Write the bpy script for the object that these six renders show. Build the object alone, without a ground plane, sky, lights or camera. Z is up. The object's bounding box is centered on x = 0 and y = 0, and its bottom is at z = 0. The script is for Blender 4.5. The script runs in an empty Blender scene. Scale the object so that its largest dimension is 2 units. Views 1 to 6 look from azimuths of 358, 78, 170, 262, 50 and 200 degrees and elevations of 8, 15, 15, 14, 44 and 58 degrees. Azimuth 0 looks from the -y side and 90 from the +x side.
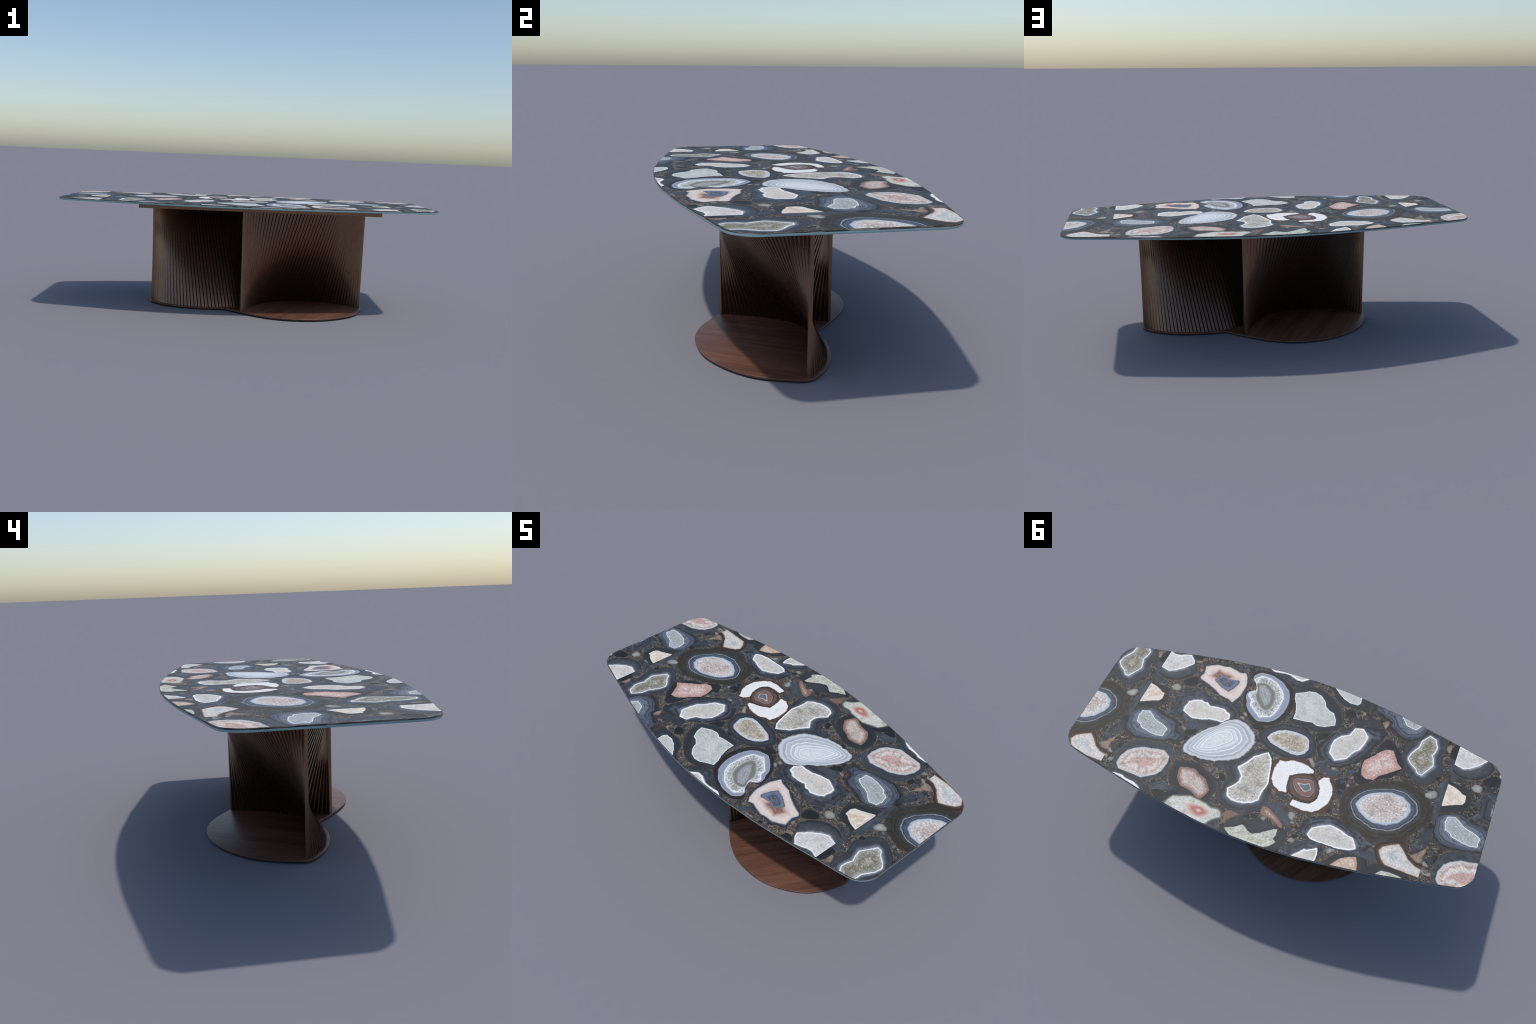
# Dining table: boat-shaped polished agate slab on a glass layer, carried by two
# twisted walls of bronze slats standing on a figure-eight walnut base plate.
import bpy, math, random
import numpy as np
from mathutils import Vector
from mathutils.geometry import delaunay_2d_cdt

random.seed(7)
RNG = np.random.default_rng(7)
scene = bpy.context.scene

# ------------------------------------------------------------------ sizes (m)
TOP_Z = 0.6005            # polished face of the slab
STONE_T = 0.0058          # stone veneer
GLASS_T = 0.0072          # glass layer below it
RAIL_T = 0.0262           # bronze plate under the glass
PLATE_TOP, PLATE_BOT = 0.0125, 0.0040
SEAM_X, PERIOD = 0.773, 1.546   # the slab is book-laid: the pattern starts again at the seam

BASE_C = np.array([0.057, -0.015])   # centre of the half-turn symmetry of the foot

# ------------------------------------------------------------------ helpers
def link(name, mesh, parent=None, mat=None, smooth=False):
    ob = bpy.data.objects.new(name, mesh)
    scene.collection.objects.link(ob)
    if parent is not None:
        ob.parent = parent
    if mat is not None:
        mesh.materials.append(mat)
    if smooth:
        mesh.polygons.foreach_set("use_smooth", [True] * len(mesh.polygons))
    return ob

def spline(pts, closed=False, step=0.004):
    """Catmull-Rom through the control points, resampled at an even step."""
    P = np.array(pts, float)
    n = len(P)
    if closed:
        E = np.vstack([P[-1:], P, P[:2]])
    else:
        E = np.vstack([2 * P[0] - P[1], P, 2 * P[-1] - P[-2]])
    T = np.linspace(0, 1, 16, endpoint=False)[:, None]
    Q = []
    for i in range(n if closed else n - 1):
        a, b, c, d = E[i:i + 4]
        Q.append(.5 * (2 * b + (c - a) * T + (2 * a - 5 * b + 4 * c - d) * T**2 + (3 * b - a - 3 * c + d) * T**3))
    Q = np.vstack(Q + [P[:1] if closed else P[-1:]])
    return resample(Q, step, closed)

def resample(Q, step, closed):
    L = np.r_[0, np.cumsum(np.linalg.norm(np.diff(Q, axis=0), axis=1))]
    m = max(6, int(round(L[-1] / step)))
    s = np.linspace(0, L[-1], m, endpoint=not closed)
    return np.c_[np.interp(s, L, Q[:, 0]), np.interp(s, L, Q[:, 1])]

def polyline_closed(pts, step):
    P = np.array(pts, float)
    return resample(np.vstack([P, P[:1]]), step, True)

def normals2d(P, closed):
    if closed:
        t = np.roll(P, -1, 0) - np.roll(P, 1, 0)
    else:
        t = np.gradient(P, axis=0)
    t /= np.linalg.norm(t, axis=1)[:, None] + 1e-12
    return t, np.c_[-t[:, 1], t[:, 0]]

def inside(P, poly):
    x, y = P[:, 0:1], P[:, 1:2]
    a, b = poly, np.roll(poly, -1, 0)
    cond = (a[:, 1] > y) != (b[:, 1] > y)
    xc = (b[:, 0] - a[:, 0]) * (y - a[:, 1]) / (b[:, 1] - a[:, 1] + 1e-15) + a[:, 0]
    return (np.sum(cond & (x < xc), axis=1) % 2) == 1

def dist_to(P, poly):
    a, b = poly[None], np.roll(poly, -1, 0)[None]
    ab = b - a
    t = np.clip(np.sum((P[:, None] - a) * ab, -1) / (np.sum(ab * ab, -1) + 1e-15), 0, 1)
    return np.min(np.linalg.norm(P[:, None] - (a + t[..., None] * ab), axis=-1), axis=1)

def clip_convex(poly, region):
    """Sutherland-Hodgman; region is convex and runs anticlockwise."""
    out = [tuple(p) for p in poly]
    for i in range(len(region)):
        a, b = region[i], region[(i + 1) % len(region)]
        side = lambda p: (b[0] - a[0]) * (p[1] - a[1]) - (b[1] - a[1]) * (p[0] - a[0])
        src, out = out, []
        for j in range(len(src)):
            p, q = src[j], src[(j + 1) % len(src)]
            sp, sq = side(p), side(q)
            if sp >= 0:
                out.append(p)
            if (sp >= 0) != (sq >= 0):
                t = sp / (sp - sq)
                out.append((p[0] + t * (q[0] - p[0]), p[1] + t * (q[1] - p[1])))
        if not out:
            return np.zeros((0, 2))
    return np.array(out)

def prism(name, rings, parent, mat, smooth_sides=True):
    """Solid from stacked outlines [(outline, z), ...], capped at both ends."""
    verts, faces = [], []
    n = len(rings[0][0])
    for P, z in rings:
        verts += [(p[0], p[1], z) for p in P]
    for k in range(len(rings) - 1):
        for i in range(n):
            j = (i + 1) % n
            faces.append((k * n + i, k * n + j, (k + 1) * n + j, (k + 1) * n + i))
    faces.append(tuple(reversed(range(n))))
    faces.append(tuple(range((len(rings) - 1) * n, len(rings) * n)))
    me = bpy.data.meshes.new(name)
    me.from_pydata(verts, [], faces)
    me.update()
    sm = [smooth_sides] * (len(faces) - 2) + [False, False]
    me.polygons.foreach_set("use_smooth", sm)
    ob = link(name, me, parent, mat)
    if smooth_sides:
        me.set_sharp_from_angle(angle=math.radians(50))
    return ob

def shrink(P, d):
    """Offset a closed anticlockwise outline inwards."""
    _, n = normals2d(P, True)
    return P + n * d

# ------------------------------------------------------------------ node helpers
def srgb(r, g, b):
    f = lambda c: c / 12.92 if c <= .04045 else ((c + .055) / 1.055) ** 2.4
    return (f(r / 255), f(g / 255), f(b / 255), 1)

SKY_FIX, SAT = (1.02, .99, .90), .72   # stone colours were judged under a blue sky: take some of it back out

def stone_rgb(r, g, b):
    c = srgb(r, g, b)
    l = .3 * c[0] + .59 * c[1] + .11 * c[2]
    return tuple((l + (c[k] - l) * SAT) * SKY_FIX[k] for k in range(3)) + (1,)

class Nodes:
    def __init__(self, name):
        self.mat = bpy.data.materials.new(name)
        self.mat.use_nodes = True
        self.t = self.mat.node_tree
        self.bsdf = self.t.nodes["Principled BSDF"]
        self.rgb = srgb

    def new(self, kind, **kw):
        n = self.t.nodes.new("ShaderNode" + kind)
        for k, v in kw.items():
            setattr(n, k, v)
        return n

    def put(self, sock, v):
        if isinstance(v, bpy.types.NodeSocket):
            self.t.links.new(v, sock)
        elif v is not None:
            sock.default_value = v

    def math(self, op, a, b=None, c=None, clamp=False):
        n = self.new("Math", operation=op, use_clamp=clamp)
        for s, v in zip(n.inputs, (a, b, c)):
            self.put(s, v)
        return n.outputs[0]

    def maprange(self, v, a, b, c=0., d=1., smooth=False):
        n = self.new("MapRange", interpolation_type='SMOOTHSTEP' if smooth else 'LINEAR')
        for i, x in enumerate((v, a, b, c, d)):
            self.put(n.inputs[i], x)
        return n.outputs[0]

    def mix(self, f, a, b, blend='MIX'):
        n = self.new("Mix", data_type='RGBA', blend_type=blend)
        self.put(n.inputs[0], f)
        self.put(n.inputs[6], a)
        self.put(n.inputs[7], b)
        return n.outputs[2]

    def noise(self, vec, scale, detail=4., rough=.55, dist=0.):
        n = self.new("TexNoise")
        self.put(n.inputs["Vector"], vec)
        n.inputs["Scale"].default_value = scale
        n.inputs["Detail"].default_value = detail
        n.inputs["Roughness"].default_value = rough
        n.inputs["Distortion"].default_value = dist
        return n

    def ramp(self, v, stops, interp='LINEAR'):
        n = self.new("ValToRGB")
        cr = n.color_ramp
        cr.interpolation = interp
        while len(cr.elements) < len(stops):
            cr.elements.new(1.)
        for e, (p, c) in zip(cr.elements, stops):
            e.position = p
            e.color = self.rgb(*c)
        self.put(n.inputs[0], v)
        return n.outputs[0]

    def coord(self):
        return self.new("TexCoord").outputs["Object"]

    def mapping(self, vec, scale=(1, 1, 1), rot=(0, 0, 0), loc=(0, 0, 0)):
        n = self.new("Mapping")
        self.put(n.inputs["Vector"], vec)
        n.inputs["Scale"].default_value = scale
        n.inputs["Rotation"].default_value = rot
        n.inputs["Location"].default_value = loc
        return n.outputs[0]

    def finish(self, color, rough=.3, metallic=0., spec=.5, coat=0.):
        b = self.bsdf
        self.put(b.inputs["Base Color"], color)
        self.put(b.inputs["Roughness"], rough)
        b.inputs["Metallic"].default_value = metallic
        b.inputs["Specular IOR Level"].default_value = spec
        b.inputs["Coat Weight"].default_value = coat
        return self.mat

POLISH = dict(rough=.55, spec=.25)
# ------------------------------------------------------------------ agate styles
# Height across a stone (a dome a quarter of a millimetre high) carries the growth
# coordinate: 0 at the rim, RIND_H where the crystal core begins, RIND_H + CORE_H deep inside.
RIND_H, CORE_H, CORE_DEPTH = 0.0001, 0.00015, 0.06

DK = (41, 46, 52)      # blue-black chalcedony
SL = (60, 68, 78)      # slate
SB = (74, 87, 106)     # slate blue
PB = (128, 143, 168)   # pale blue
WH = (238, 240, 246)   # white line
BR = (98, 79, 62)      # brown skin
OL = (48, 48, 43)      # olive black

# rind: ramp from rim to core; band: (frequency, strength, wobble); smoke: cloudy light streaks
# core: ramp from border to depth; grain: (strength, tint); spots: blotch colour and amount
def style(rind, core=None, band=(0, 0, .05), smoke=.15, grain=.22, tint=(150, 140, 128), spots=0., spot=(120, 100, 80), fibre=.5):
    return dict(rind=rind, core=core, band=band, smoke=smoke, grain=grain, tint=tint, spots=spots, spot=spot, fibre=fibre)

DARK_RIND = [(0, BR), (.035, DK), (.35, SL), (.6, (44, 51, 60)), (.75, (66, 75, 88)), (.93, SB), (1, PB)]
PLAIN_RIND = [(0, (62, 52, 42)), (.05, (48, 52, 56)), (.5, (42, 47, 53)), (.94, (45, 49, 54)), (1, (90, 84, 80))]
STYLES = {
 "olive": style([(0, BR), (.04, DK), (.3, SL), (.5, (48, 55, 64)), (.7, (70, 80, 94)), (.9, (104, 114, 132)), (1, (130, 140, 158))],
     [(0, WH), (.05, WH), (.08, (165, 178, 180)), (.2, (146, 157, 155)), (.34, (128, 132, 112)), (.5, (104, 101, 72)), (.66, (128, 122, 98)), (.8, (150, 148, 138)), (1, (160, 158, 152))], grain=.3, spots=.25, spot=(104, 86, 60), band=(9, .35, .05)),
 "grey_band": style([(0, BR), (.1, DK), (.45, SL), (.8, (70, 80, 92)), (1, (104, 114, 126))],
     [(0, WH), (.05, WH), (.09, (214, 214, 220)), (1, (205, 201, 203))], band=(22, .55, .05), grain=.2, spots=.12, spot=(160, 140, 136)),
 "blush": style([(0, (38, 34, 34)), (.3, (44, 50, 60)), (.7, (66, 76, 94)), (1, (120, 126, 146))],
     [(0, (190, 182, 184)), (.1, (214, 200, 196)), (.35, (224, 206, 200)), (.6, (214, 190, 184)), (1, (205, 176, 168))], grain=.12, fibre=.2, tint=(190, 160, 152)),
 "rust_heart": style([(0, (216, 194, 188)), (.45, (196, 158, 148)), (1, (150, 98, 84))], [(0, (150, 98, 84)), (.12, (116, 66, 54)), (1, (92, 52, 44))], smoke=0, grain=.3, tint=(180, 130, 120)),
 "blue_heart": style([(0, (150, 140, 150)), (.12, (70, 70, 84)), (.3, (112, 128, 160)), (.6, (98, 114, 146)), (.8, (74, 90, 122)), (1, (70, 88, 118))], [(0, (70, 88, 118)), (.2, (48, 62, 86)), (1, (44, 56, 78))], band=(9, .5, .1), smoke=.1, grain=.2),
 "geode": style([(0, (40, 34, 30)), (.22, (44, 36, 32)), (.3, (36, 34, 36)), (.42, (58, 56, 62)), (.47, (150, 162, 190)), (.62, (132, 146, 178)), (.9, (144, 158, 188)), (1, (205, 215, 230))],
     [(0, WH), (.08, (226, 232, 238)), (.3, (206, 214, 220)), (.5, (180, 188, 192)), (1, (150, 156, 156))], band=(16, .32, .03), smoke=.05, grain=.5, tint=(96, 104, 108), fibre=.8),
 "geode_heart": style([(0, (176, 182, 186)), (.3, (128, 130, 126)), (.7, (112, 114, 106)), (1, (138, 144, 150))],
     [(0, (140, 148, 158)), (.15, (152, 162, 178)), (.32, (132, 140, 150)), (.45, (166, 176, 190)), (.6, (140, 146, 150)), (1, (150, 140, 110))], band=(6, .15, .1), smoke=0, grain=.12),
 "white_band": style([(0, (52, 44, 40)), (.04, (58, 58, 62)), (.07, (120, 128, 138)), (.1, (168, 178, 192)), (.2, (198, 208, 222)), (.34, (150, 160, 172)), (.42, (204, 212, 228)), (.56, (160, 168, 182)), (.62, (206, 214, 230)), (.76, (178, 186, 200)), (.84, (214, 222, 236)), (.96, (200, 210, 226)), (1, WH)],
     [(0, WH), (.05, WH), (.09, (198, 210, 222)), (.3, (206, 216, 226)), (1, (216, 222, 230))], band=(12, .22, .07), smoke=.0, grain=.18, tint=(170, 184, 198)),
 "beige": style([(0, BR), (.04, DK), (.3, (46, 52, 63)), (.6, (60, 67, 80)), (.93, (44, 50, 60)), (1, (90, 100, 122))],
     [(0, (176, 188, 214)), (.06, (190, 202, 228)), (.2, (198, 208, 230)), (.24, (214, 216, 222)), (.28, (172, 160, 138)), (.6, (158, 144, 120)), (1, (150, 132, 106))], band=(8, .22, .03), smoke=.08, grain=.35, spots=.45, spot=(196, 186, 168)),
 "white_warm": style([(0, BR), (.04, DK), (.3, (62, 70, 82)), (.5, (42, 48, 56)), (.72, (72, 82, 96)), (.86, (52, 60, 70)), (.94, SB), (1, (140, 150, 170))],
     [(0, WH), (.085, WH), (.12, (208, 204, 204)), (1, (202, 196, 190))], smoke=.4, grain=.22, tint=(168, 158, 148), fibre=.8, band=(8, .38, .05)),
 "pale_thin": style([(0, BR), (.06, (50, 54, 54)), (.3, (42, 49, 57)), (.9, (48, 56, 66)), (1, (96, 106, 116))],
     [(0, (232, 238, 242)), (.025, (232, 238, 242)), (.06, (190, 200, 206)), (.5, (184, 195, 202)), (1, (196, 204, 210))], smoke=.12, grain=.25, tint=(152, 154, 136), fibre=.9, spots=.1, spot=(160, 158, 130), band=(6, .22, .03)),
 "blue_band": style([(0, (56, 46, 36)), (.08, (54, 50, 48)), (.2, DK), (.4, (78, 91, 112)), (.55, (60, 70, 86)), (.7, (100, 114, 136)), (.9, (98, 110, 126)), (1, (150, 164, 180))],
     [(0, (222, 230, 238)), (.03, (222, 230, 238)), (.07, (166, 178, 190)), (.4, (156, 168, 178)), (1, (150, 160, 162))], band=(15, .62, .07), smoke=.25, grain=.2, tint=(120, 126, 122), fibre=.3),
 "cream": style(PLAIN_RIND, [(0, (200, 190, 170)), (.08, (226, 220, 212)), (.4, (226, 216, 206)), (1, (208, 172, 140))], smoke=.05, grain=.2, tint=(190, 160, 130), fibre=1., spots=.35, spot=(204, 152, 108), band=(5, .2, .03)),
 "rose": style([(0, BR), (.08, (52, 58, 64)), (.4, (60, 68, 78)), (.85, (52, 60, 70)), (.95, (84, 96, 114)), (1, (150, 160, 178))],
     [(0, (150, 156, 166)), (.04, (190, 192, 196)), (.2, (206, 198, 198)), (.28, (196, 158, 152)), (.34, (206, 180, 176)), (.42, (222, 216, 216)), (.62, (214, 204, 202)), (.74, (196, 146, 138)), (.9, (200, 160, 154)), (1, (196, 148, 142))], smoke=.2, grain=.3, tint=(150, 120, 114), fibre=1., spots=.12, spot=(140, 96, 84), band=(6, .3, .05)),
 "rust": style(PLAIN_RIND, [(0, (176, 140, 126)), (.03, (132, 88, 74)), (.2, (150, 104, 88)), (.34, (180, 150, 140)), (.55, (196, 180, 172)), (1, (184, 174, 168))], smoke=.04, grain=.25, tint=(140, 112, 104), fibre=.6, spots=.1, spot=(130, 110, 100), band=(5, .2, .03)),
 "moss_red": style([(0, (60, 62, 56)), (1, (120, 124, 112))], [(0, (130, 140, 124)), (.08, (190, 198, 190)), (.5, (206, 208, 202)), (1, (196, 196, 186))], smoke=0, grain=.3, tint=(150, 152, 140), fibre=1.),
 "red_heart": style([(0, (202, 200, 194)), (.35, (200, 160, 148)), (.8, (186, 100, 84)), (1, (190, 110, 94))], [(0, (190, 110, 94)), (.15, (200, 140, 126)), (.35, (216, 200, 192)), (1, (216, 200, 192))], smoke=0, grain=.35, tint=(210, 180, 168)),
 "grey_thick": style([(0, BR), (.035, DK), (.3, (58, 65, 74)), (.5, (44, 50, 58)), (.75, (76, 86, 100)), (.94, (60, 69, 82)), (1, (150, 160, 178))],
     [(0, WH), (.095, WH), (.14, (196, 194, 192)), (.5, (184, 181, 176)), (1, (170, 166, 158))], smoke=.2, grain=.32, tint=(128, 120, 106), fibre=.8, band=(8, .35, .05)),
 "porcelain": style([(0, (66, 42, 28)), (.4, (92, 62, 42)), (.7, (58, 38, 28)), (1, (150, 128, 112))], [(0, (216, 214, 218)), (.07, (232, 234, 242)), (1, (226, 231, 240))], smoke=0, grain=.07, fibre=0),
 "bullseye": style([(0, (44, 48, 46)), (.1, (58, 46, 36)), (.22, (98, 68, 52)), (.38, (110, 74, 58)), (.46, (66, 52, 48)), (.54, (130, 140, 158)), (.6, (120, 84, 72)), (.75, (150, 100, 84)), (.88, (132, 88, 74)), (.95, (150, 156, 172)), (1, (180, 190, 204))],
     [(0, (170, 182, 200)), (.08, (84, 96, 112)), (1, (90, 102, 118))], band=(7, .15, .08), smoke=.1, grain=.12),
 "pink": style(PLAIN_RIND[:1] + [(.05, (36, 40, 46)), (.9, (34, 38, 44)), (1, (110, 90, 86))], [(0, (196, 170, 160)), (.03, (190, 132, 124)), (.2, (194, 138, 130)), (.5, (206, 166, 160)), (.8, (214, 184, 178)), (1, (226, 204, 200))], smoke=.06, grain=.3, tint=(176, 120, 114), fibre=.5, band=(5, .2, .05)),
 "white_cool": style([(0, BR), (.06, (36, 40, 46)), (.25, DK), (.45, (68, 78, 94)), (.6, (44, 51, 61)), (.8, (74, 84, 102)), (.95, (92, 102, 124)), (1, (160, 168, 188))],
     [(0, WH), (.08, WH), (.115, (206, 206, 210)), (.5, (202, 200, 200)), (1, (196, 190, 184))], smoke=.55, grain=.2, tint=(160, 148, 132), fibre=.6, spots=.12, spot=(160, 138, 110), band=(9, .42, .08)),
 "concentric": style([(0, (58, 50, 40)), (.1, OL), (.3, (60, 52, 40)), (.45, (50, 52, 50)), (.62, (62, 64, 64)), (.655, (148, 158, 168)), (.675, (130, 142, 156)), (.69, (52, 62, 76)), (.82, (76, 90, 114)), (.88, (66, 80, 102)), (.93, (120, 136, 160)), (1, (160, 176, 200))],
     [(0, (172, 188, 210)), (.06, (180, 190, 206)), (.12, (206, 204, 210)), (.5, (202, 192, 194)), (1, (190, 176, 174))], band=(14, .38, .03), smoke=.12, grain=.3, tint=(150, 122, 116), fibre=.2),
 "peach": style([(0, BR), (.1, DK), (.9, (50, 53, 55)), (1, (160, 130, 108))], [(0, (196, 158, 128)), (.05, (190, 150, 122)), (.2, (206, 182, 164)), (1, (214, 200, 190))], band=(12, .35, .04), smoke=.05, grain=.3, tint=(170, 126, 96), spots=.25, spot=(176, 128, 90)),
 "moss": style([(0, BR), (.08, DK), (.9, (46, 51, 55)), (1, (80, 84, 80))], [(0, (150, 160, 146)), (.06, (186, 196, 190)), (.3, (200, 206, 200)), (.6, (178, 182, 160)), (1, (206, 206, 196))], smoke=.08, grain=.35, tint=(140, 140, 108), fibre=.7, spots=.25, spot=(140, 138, 100)),
 "snow": style([(0, (70, 50, 36)), (.4, (52, 38, 30)), (1, (96, 76, 64))], [(0, (150, 126, 112)), (.1, (206, 192, 186)), (.4, (214, 206, 206)), (.8, (190, 200, 206)), (1, (180, 192, 200))], smoke=0, grain=.25, tint=(150, 162, 170), fibre=.1),
 "white_thin": style([(0, BR), (.04, DK), (.5, (50, 57, 63)), (.9, (60, 68, 78)), (1, (150, 158, 170))],
     [(0, WH), (.13, WH), (.17, (196, 196, 196)), (.4, (206, 190, 184)), (1, (206, 190, 184))], smoke=.3, grain=.25, band=(7, .35, .05)),
 "flesh": style([(0, (110, 78, 66)), (.5, (150, 110, 94)), (1, (140, 96, 84))], [(0, (150, 104, 92)), (.1, (170, 136, 118)), (1, (176, 150, 134))], smoke=.1, grain=.4, tint=(120, 100, 84)),
 "slate": style([(0, (60, 54, 48)), (.12, (46, 52, 59)), (1, (54, 61, 70))], band=(3, .15, .1), smoke=.2),
 "slate_blue": style([(0, (64, 58, 54)), (.12, (58, 67, 80)), (1, (66, 76, 92))], band=(4, .2, .1), smoke=.25),
 "ink": style([(0, (56, 48, 42)), (.15, (36, 40, 46)), (1, (30, 34, 40))], smoke=.05),
 "rusty": style([(0, (84, 66, 54)), (.3, (120, 88, 66)), (1, (136, 98, 72))], smoke=.2, band=(3, .3, .3)),
 "sand": style([(0, (96, 82, 70)), (.3, (136, 116, 98)), (1, (150, 130, 110))], smoke=.2, band=(3, .35, .4)),
 "pebble": style([(0, (92, 86, 80)), (.25, (130, 133, 131)), (1, (168, 172, 168))], smoke=.1, band=(3, .2, .4)),
}

def growth(N):
    """Object-space position on the stone and its growth coordinate."""
    co = N.coord()
    s = N.new("SeparateXYZ")
    N.put(s.inputs[0], co)
    rnd = N.new("ObjectInfo").outputs["Random"]
    off = N.new("Combine" + "XYZ")
    N.put(off.inputs[0], N.math('MULTIPLY', rnd, 37.))
    N.put(off.inputs[1], N.math('MULTIPLY', rnd, 91.))
    v = N.new("VectorMath", operation='ADD')
    flat = N.new("CombineXYZ")
    N.put(flat.inputs[0], s.outputs[0])
    N.put(flat.inputs[1], s.outputs[1])
    N.put(v.inputs[0], flat.outputs[0])
    N.put(v.inputs[1], off.outputs[0])
    return v.outputs[0], s

def rind_material(name, st):
    N = Nodes("agate_rind_" + name)
    N.rgb = stone_rgb
    p, s = growth(N)
    t = N.math('DIVIDE', s.outputs[2], RIND_H)
    freq, strength, wob = st["band"]
    w = N.noise(p, 38., 3., .55).outputs[0]
    fine = N.noise(p, 160., 3., .6).outputs[0]
    keep = N.maprange(t, .85, 1., 1., .15)          # no wobble right at the core border
    dt = N.math('MULTIPLY', N.math('SUBTRACT', w, .5), max(wob, .05) * 2.6)
    dt = N.math('ADD', dt, N.math('MULTIPLY', N.math('SUBTRACT', fine, .5), .06))
    tt = N.math('ADD', t, N.math('MULTIPLY', dt, keep), clamp=True)
    col = N.ramp(tt, st["rind"])
    if freq:
        # uneven bands: a 1-D noise along the growth coordinate plus a regular wave
        line = N.new("TexNoise", noise_dimensions='1D')
        N.put(line.inputs["W"], N.math('MULTIPLY', tt, freq * 1.0))
        line.inputs["Scale"].default_value = 1.
        line.inputs["Detail"].default_value = 4.
        line.inputs["Roughness"].default_value = .7
        b = N.maprange(line.outputs[0], .38, .62, 1 - strength * 1.1, 1 + strength * 1.25)
        bc = N.new("CombineColor")
        for k in range(3):
            N.put(bc.inputs[k], b)
        col = N.mix(1., col, bc.outputs[0], 'MULTIPLY')
    if st["core"] and st["core"][0][1] == WH:      # milky glow just outside the white line
        glow = N.math('MULTIPLY', N.maprange(tt, .84, 1., 0, 1, True), .62)
        col = N.mix(glow, col, stone_rgb(168, 177, 194))
    if st["smoke"]:
        sm = N.noise(p, 17., 5., .6, 1.2).outputs[0]
        f = N.math('MULTIPLY', N.maprange(sm, .5, .68, 0, 1, True), st["smoke"])
        col = N.mix(f, col, stone_rgb(104, 116, 136))
        dk = N.noise(p, 26., 4., .6, .6).outputs[0]
        f2 = N.math('MULTIPLY', N.maprange(dk, .48, .66, 0, 1, True), min(.5, st["smoke"] * 2.))
        col = N.mix(f2, col, stone_rgb(34, 38, 43))
    return N.finish(col, **POLISH)

def core_material(name, st):
    N = Nodes("agate_core_" + name)
    N.rgb = stone_rgb
    p, s = growth(N)
    c = N.math('DIVIDE', N.math('SUBTRACT', s.outputs[2], RIND_H), CORE_H)
    w = N.noise(p, 55., 4., .6).outputs[0]
    fine = N.noise(p, 420., 3., .65).outputs[0]
    keep = N.maprange(c, .03, .25, .24, 1.)
    dc = N.math('MULTIPLY', N.math('SUBTRACT', w, .5), .34)
    dc = N.math('ADD', dc, N.math('MULTIPLY', N.math('SUBTRACT', fine, .5), .16))
    cc = N.math('ADD', c, N.math('MULTIPLY', dc, keep), clamp=True)
    col = N.ramp(cc, st["core"])
    # crystals: blades that point to the middle of the stone, over an even sparkle
    ang = N.math('ARCTAN2', s.outputs[1], s.outputs[0])
    rad = N.math('SQRT', N.math('ADD', N.math('MULTIPLY', s.outputs[0], s.outputs[0]), N.math('MULTIPLY', s.outputs[1], s.outputs[1])))
    pol = N.new("CombineXYZ")
    N.put(pol.inputs[0], N.math('MULTIPLY', N.math('COSINE', ang), 20.))
    N.put(pol.inputs[1], N.math('MULTIPLY', N.math('SINE', ang), 20.))
    N.put(pol.inputs[2], N.math('MULTIPLY', rad, 48.))
    blades = N.noise(pol.outputs[0], 1.25, 3., .6, .5).outputs[0]
    spark = N.noise(p, 120., 4., .68, .6).outputs[0]
    g = N.new("Mix", data_type='FLOAT')
    N.put(g.inputs[0], st["fibre"] * .55)
    N.put(g.inputs[2], spark)
    N.put(g.inputs[3], blades)
    inner = N.maprange(c, .05, .14, 0, 1)
    f = N.math('MULTIPLY', N.math('MULTIPLY', N.maprange(g.outputs[0], .5, .62, 0, 1), inner), min(1., st["grain"] * 2.4))
    col = N.mix(f, col, stone_rgb(*st["tint"]))
    lite = N.math('MULTIPLY', N.math('MULTIPLY', N.maprange(g.outputs[0], .49, .38, 0, 1), inner), min(1., st["grain"] * 2.))
    col = N.mix(lite, col, stone_rgb(236, 238, 242))
    # broad clear and milky patches
    cl = N.noise(p, 24., 3., .55, .8).outputs[0]
    f = N.math('MULTIPLY', N.math('MULTIPLY', N.maprange(cl, .5, .66, 0, 1, True), inner), min(.5, st["grain"] * 1.6))
    col = N.mix(f, col, stone_rgb(*[int(v * .93) for v in st["tint"]]))
    if st["spots"]:
        sp = N.noise(p, 34., 5., .7, .5).outputs[0]
        f = N.math('MULTIPLY', N.math('MULTIPLY', N.maprange(sp, .48, .64, 0, 1), inner), min(1, st["spots"] * 2.))
        col = N.mix(f, col, stone_rgb(*st["spot"]))
    return N.finish(col, **POLISH)

MATS = {}
def agate_materials(name):
    if name not in MATS:
        st = STYLES[name]
        MATS[name] = (rind_material(name, st), core_material(name, st) if st["core"] else None)
    return MATS[name]

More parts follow.
